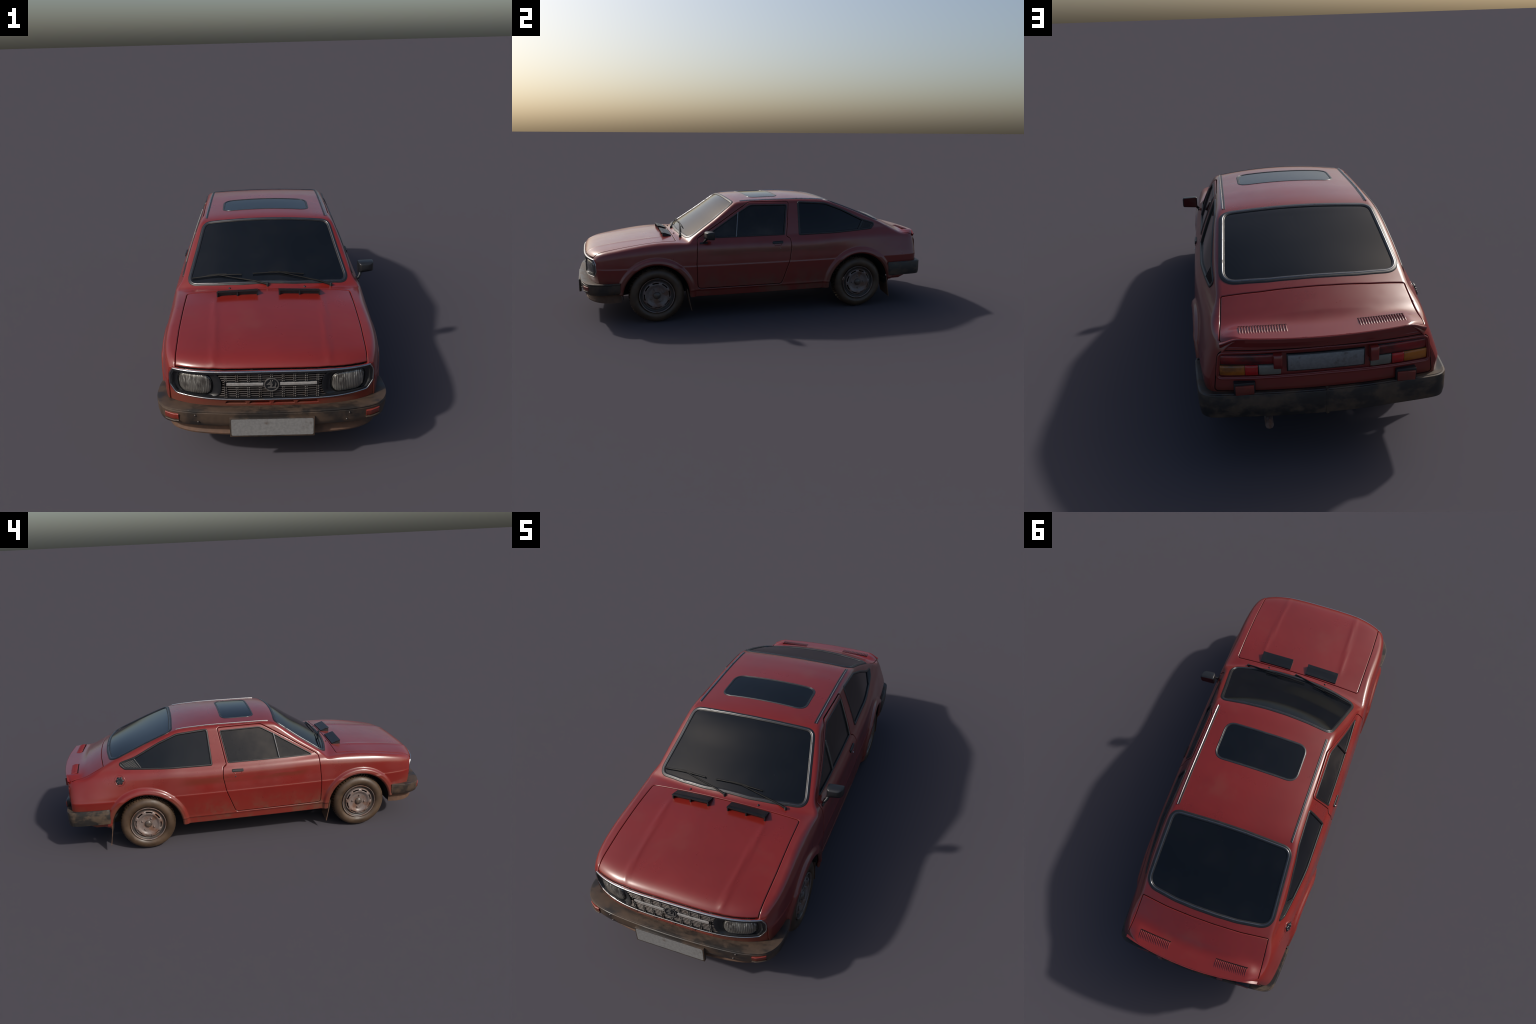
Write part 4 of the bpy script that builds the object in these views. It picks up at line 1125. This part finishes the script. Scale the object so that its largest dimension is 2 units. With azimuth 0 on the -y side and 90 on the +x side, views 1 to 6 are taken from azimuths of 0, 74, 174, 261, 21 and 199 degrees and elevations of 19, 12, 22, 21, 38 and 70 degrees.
# ---- bonnet air scoops
for sg in (1, -1):
    x0, x1 = 0.0395, 0.196
    zf = float(top(np.array([0.12]), np.array([-0.543]))[0])
    def wedge(a, b, yf, yr, hf, hr, lift=0.0):
        rows = []
        for x in (a, b):
            tz = lambda y: float(top(np.array([x]), np.array([y]))[0])
            rows.append([(sg * x, yf, tz(yf) + lift), (sg * x, yf + 0.003, tz(yf) + hf), (sg * x, yr, tz(yr) + hr), (sg * x, yr, tz(yr) - 0.004), (sg * x, yf, tz(yf) - 0.004)])
        V = np.array(rows).reshape(-1, 3); k = 5
        Fs = [[q, (q + 1) % k, k + (q + 1) % k, k + q] for q in range(k)] + [[4, 3, 2, 1, 0], [5, 6, 7, 8, 9]]
        if signed_volume(V, Fs) < 0: Fs = [f[::-1] for f in Fs]
        return V, Fs
    import bmesh
    def scoop():
        # roof, two cheeks, a mid post, sill: a hollow wedge open to the front
        pieces = []
        hf, hr = 0.0225, 0.005
        def slab(a, b, yf, yr, zf0, zf1, zr0, zr1):
            rows = []
            for x in (a, b):
                tz = lambda y: float(top(np.array([x]), np.array([y]))[0])
                rows.append([(sg * x, yf, tz(yf) + zf0), (sg * x, yf, tz(yf) + zf1), (sg * x, yr, tz(yr) + zr1), (sg * x, yr, tz(yr) + zr0)])
            V = np.array(rows).reshape(-1, 3); k = 4
            Fs = [[q, (q + 1) % k, k + (q + 1) % k, k + q] for q in range(k)] + [[3, 2, 1, 0], [4, 5, 6, 7]]
            if signed_volume(V, Fs) < 0: Fs = [f[::-1] for f in Fs]
            return V, Fs
        yf, yr = -0.5440, -0.4965
        pieces.append(slab(x0, x1, yf - 0.002, yr, hf - 0.004, hf, hr - 0.004, hr))
        for a in (x0, x1 - 0.005, 0.5 * (x0 + x1) - 0.0025): pieces.append(slab(a, a + 0.005, yf, yr, -0.003, hf - 0.003, -0.003, hr - 0.001))
        pieces.append(slab(x0 + 0.004, x1 - 0.004, yf + 0.012, yr, -0.003, hf - 0.0035, -0.003, hr - 0.001))
        return merge(*pieces)
    part('air_scoop', *scoop(), BLACK, root, flat=True)

# ---- wipers and washer jets
def on_top(x, y, h): return (x, y, float(top(np.array([x]), np.array([y]))[0]) + h)
for px, py, b0, b1 in ((0.247, -0.4545, (-0.059, -0.428), (0.142, -0.4265)), (-0.001, -0.4720, (-0.303, -0.4035), (-0.103, -0.4275))):
    piv = on_top(px, py, 0.006)
    mid = tuple(0.52 * np.array(b0) + 0.48 * np.array(b1))
    m3 = on_top(mid[0], mid[1], 0.0105)
    k1 = np.array(piv) * 0.78 + np.array(m3) * 0.22 + np.array([0, 0, 0.004])
    V, Fs = tube([piv, tuple(k1), tuple(np.array(piv) * 0.4 + np.array(m3) * 0.6 + np.array([0, 0, 0.002])), m3], [0.0044, 0.0036, 0.0026, 0.0020], 8)
    wp = part('wiper', V, Fs, WIPER, root, angle=50)
    V, Fs = lathe([(0.0, 0.009), (0.0045, 0.008), (0.0058, 0.003), (0.0058, -0.008)], 16)
    V = np.stack([V[:, 1] + piv[0], V[:, 2] + piv[1], V[:, 0] + piv[2] - 0.002], -1)
    part('wiper_pivot', V, Fs, BLACK, wp, angle=50)
    bl = [on_top(b0[0] + (b1[0] - b0[0]) * i / 12, b0[1] + (b1[1] - b0[1]) * i / 12, 0.0065) for i in range(13)]
    V, Fs = tube(bl, 0.0028, 6); part('wiper_blade', V, Fs, WIPER, wp, angle=60)
    q0 = on_top(b0[0] * 0.7 + b1[0] * 0.3, b0[1] * 0.7 + b1[1] * 0.3, 0.010); q1 = on_top(b0[0] * 0.3 + b1[0] * 0.7, b0[1] * 0.3 + b1[1] * 0.7, 0.010)
    V, Fs = tube([q0, tuple(np.array(m3) + np.array([0, 0, 0.001])), q1], 0.0020, 6); part('wiper_yoke', V, Fs, WIPER, wp, angle=60)
for jx in (-0.150, 0.142):
    p = on_top(jx, -0.4745, 0.0)
    V, Fs = lathe([(0.0, 0.0045), (0.003, 0.004), (0.0045, 0.0015), (0.0048, -0.004)], 14)
    V = np.stack([V[:, 1] + p[0], V[:, 2] + p[1], V[:, 0] + p[2]], -1); part('washer_jet', V, Fs, BLACK, root, angle=60)

# ---- door mirror on the driver's side
def mirror_part():
    rows = []
    # rounded box lofted along the car: from the glass forward to the rounded nose
    secs = [(-0.2990, 0.95), (-0.3005, 1.0), (-0.312, 1.0), (-0.324, 0.96), (-0.334, 0.84), (-0.340, 0.64), (-0.342, 0.40)]
    for y, sc in secs:
        cx, cz, hw, hh = 0.4050, 0.4625, 0.0328 * sc, 0.0228 * sc
        sh = (0.012 * (1 - sc)) 
        row = []
        for i in range(28):
            q = 2 * math.pi * i / 28; e = 0.2
            c, s = math.cos(q), math.sin(q)
            x = math.copysign(abs(c) ** e, c) * hw; z = math.copysign(abs(s) ** e, s) * hh
            z += 0.004 * (x / 0.035) * 0.0 - (0.004 if s < 0 else 0) * (x / 0.0355) * -1
            row.append((cx + x - 0.6 * sh, y + 0.10 * x + 0.0, cz + z + 0.4 * sh))
        rows.append(row)
    k = 28; V = np.array(rows).reshape(-1, 3)
    Fs = [[i * k + q, i * k + (q + 1) % k, (i + 1) * k + (q + 1) % k, (i + 1) * k + q] for i in range(len(rows) - 1) for q in range(k)]
    Fs += [list(range(k))[::-1], [(len(rows) - 1) * k + q for q in range(k)]]
    if signed_volume(V, Fs) < 0: Fs = [f[::-1] for f in Fs]
    mo = part('door_mirror', V, Fs, BLACK, root, angle=55)
    g = np.array(rows[0]); c = g.mean(0)
    gl = c + (g - c) * 0.93 + np.array([0, 0.0012, 0])
    V = np.vstack([gl, gl - np.array([0, 0.003, 0])]); Fs = [list(range(k)), list(range(k, 2 * k))[::-1]] + [[i, i + k, (i + 1) % k + k, (i + 1) % k] for i in range(k)]
    if signed_volume(V, Fs) < 0: Fs = [f[::-1] for f in Fs]
    mg = Mat('mirror_glass', (0.075, 0.010, 0.010), 0.12).m
    part('mirror_glass', V, Fs, mg, mo, angle=30)
    V, Fs = tube([(0.382, -0.330, 0.442), (0.378, -0.338, 0.432), (0.372, -0.343, 0.424), (0.366, -0.345, 0.418)], [0.0075, 0.0065, 0.006, 0.006], 10)
    part('mirror_stalk', V, Fs, BLACK, mo, angle=60)
    P = chart_side(rounded([(-0.366, 0.4130, 0.004), (-0.322, 0.4150, 0.004), (-0.322, 0.4225, 0.004), (-0.366, 0.4215, 0.004)], 0.004), 1)
    panel('mirror_foot', body_map, P, [], part_grid(P), BLACK, mo, offset_n=0.004, bevel=0.001, ring=0.001, skirt=0.006)
mirror_part()

# ---- door handles and locks
for sg, d in zip((1, -1), doors):
    H = rounded([(0.0395, 0.3975, 0.003), (0.0995, 0.3990, 0.003), (0.0995, 0.4125, 0.003), (0.0395, 0.4110, 0.003)], 0.004)
    panel('door_handle', body_map, chart_side(H, sg), [], part_grid(chart_side(H, sg)), BLACK, d, offset_n=0.005, bevel=0.0015, ring=0.002, skirt=0.007, clear=0.002)
    strip('handle_edge', body_map, chart_side(densify([(0.041, 0.4075), (0.098, 0.4090)], 0.01, False), sg), half_round(0.003, 0.0068, 4, 0.0), RUBBER, d, closed=False)
    S = chart_side(densify([(0.049, 0.3960), (0.054, 0.3885), (0.086, 0.3890), (0.092, 0.3965)], 0.006, False), sg)
    strip('handle_scoop', body_map, S, half_round(0.0035, 0.0016, 4, -0.002), PAINT, d, closed=False)
    c = chart_side(np.array([[0.0835, 0.3740]]), sg); P, N = body_map(c)
    V, Fs = lathe([(0.0, 0.0020), (0.0030, 0.0018), (0.0036, 0.0005), (0.0038, -0.004)], 14); V[:, 0] *= sg
    if sg < 0: Fs = [f[::-1] for f in Fs]
    part('door_lock', V + P[0], Fs, CHROME, d, angle=60)

# ---- fuel filler on the kerb side: pressed ring and six-lobed cap
P, N = body_map(chart_side(np.array([[0.684, 0.4020]]), -1))
cy, cz = 0.684, 0.4020
ringl = np.array([(cy + 0.0258 * math.cos(a), cz + 0.0258 * math.sin(a)) for a in np.linspace(0, 2 * math.pi, 40, endpoint=False)])
fr = strip('filler_ring', body_map, chart_side(ringl, -1), half_round(0.0050, 0.0022, 5, -0.002), PAINT, root)
panel('filler_well', body_map, chart_side(offset(ringl, -0.001), -1), [], part_grid(chart_side(ringl, -1)), PAINT, fr, offset_n=0.0008, bevel=0, ring=0, skirt=0)
n = Vector(N[0]); upv = Vector((0, 0, 1)); a1 = upv.cross(n).normalized(); a2 = n.cross(a1)
V = []; Fs = []
prof = [(1.0, -0.002), (1.0, 0.004), (0.92, 0.0065), (0.70, 0.0075), (0.35, 0.0065), (0.0, 0.006)]
for i in range(72):
    q = 2 * math.pi * i / 72; rad = 0.0190 + 0.0028 * math.cos(6 * q)
    for f, h in prof: V.append(Vector(P[0]) + n * h + (a1 * math.cos(q) + a2 * math.sin(q)) * rad * f)
k = len(prof)
for i in range(72):
    for j in range(k - 1): Fs.append([i * k + j, i * k + j + 1, ((i + 1) % 72) * k + j + 1, ((i + 1) % 72) * k + j])
V = np.array([tuple(v) for v in V])
capo = part('fuel_cap', V, Fs, BLACK, root, angle=50)
for i in range(6):  # six small brighter spots set round the cap
    q = 2 * math.pi * (i + 0.5) / 6
    c = Vector(P[0]) + n * 0.0068 + (a1 * math.cos(q) + a2 * math.sin(q)) * 0.0138
    V, Fs = lathe([(0.0, 0.002), (0.0022, 0.001), (0.0028, -0.002)], 10)
    V = V * np.array([-1, 1, 1]); part('cap_bright_spot', V + np.array(c), [f[::-1] for f in Fs], TRIM, capo, angle=60)
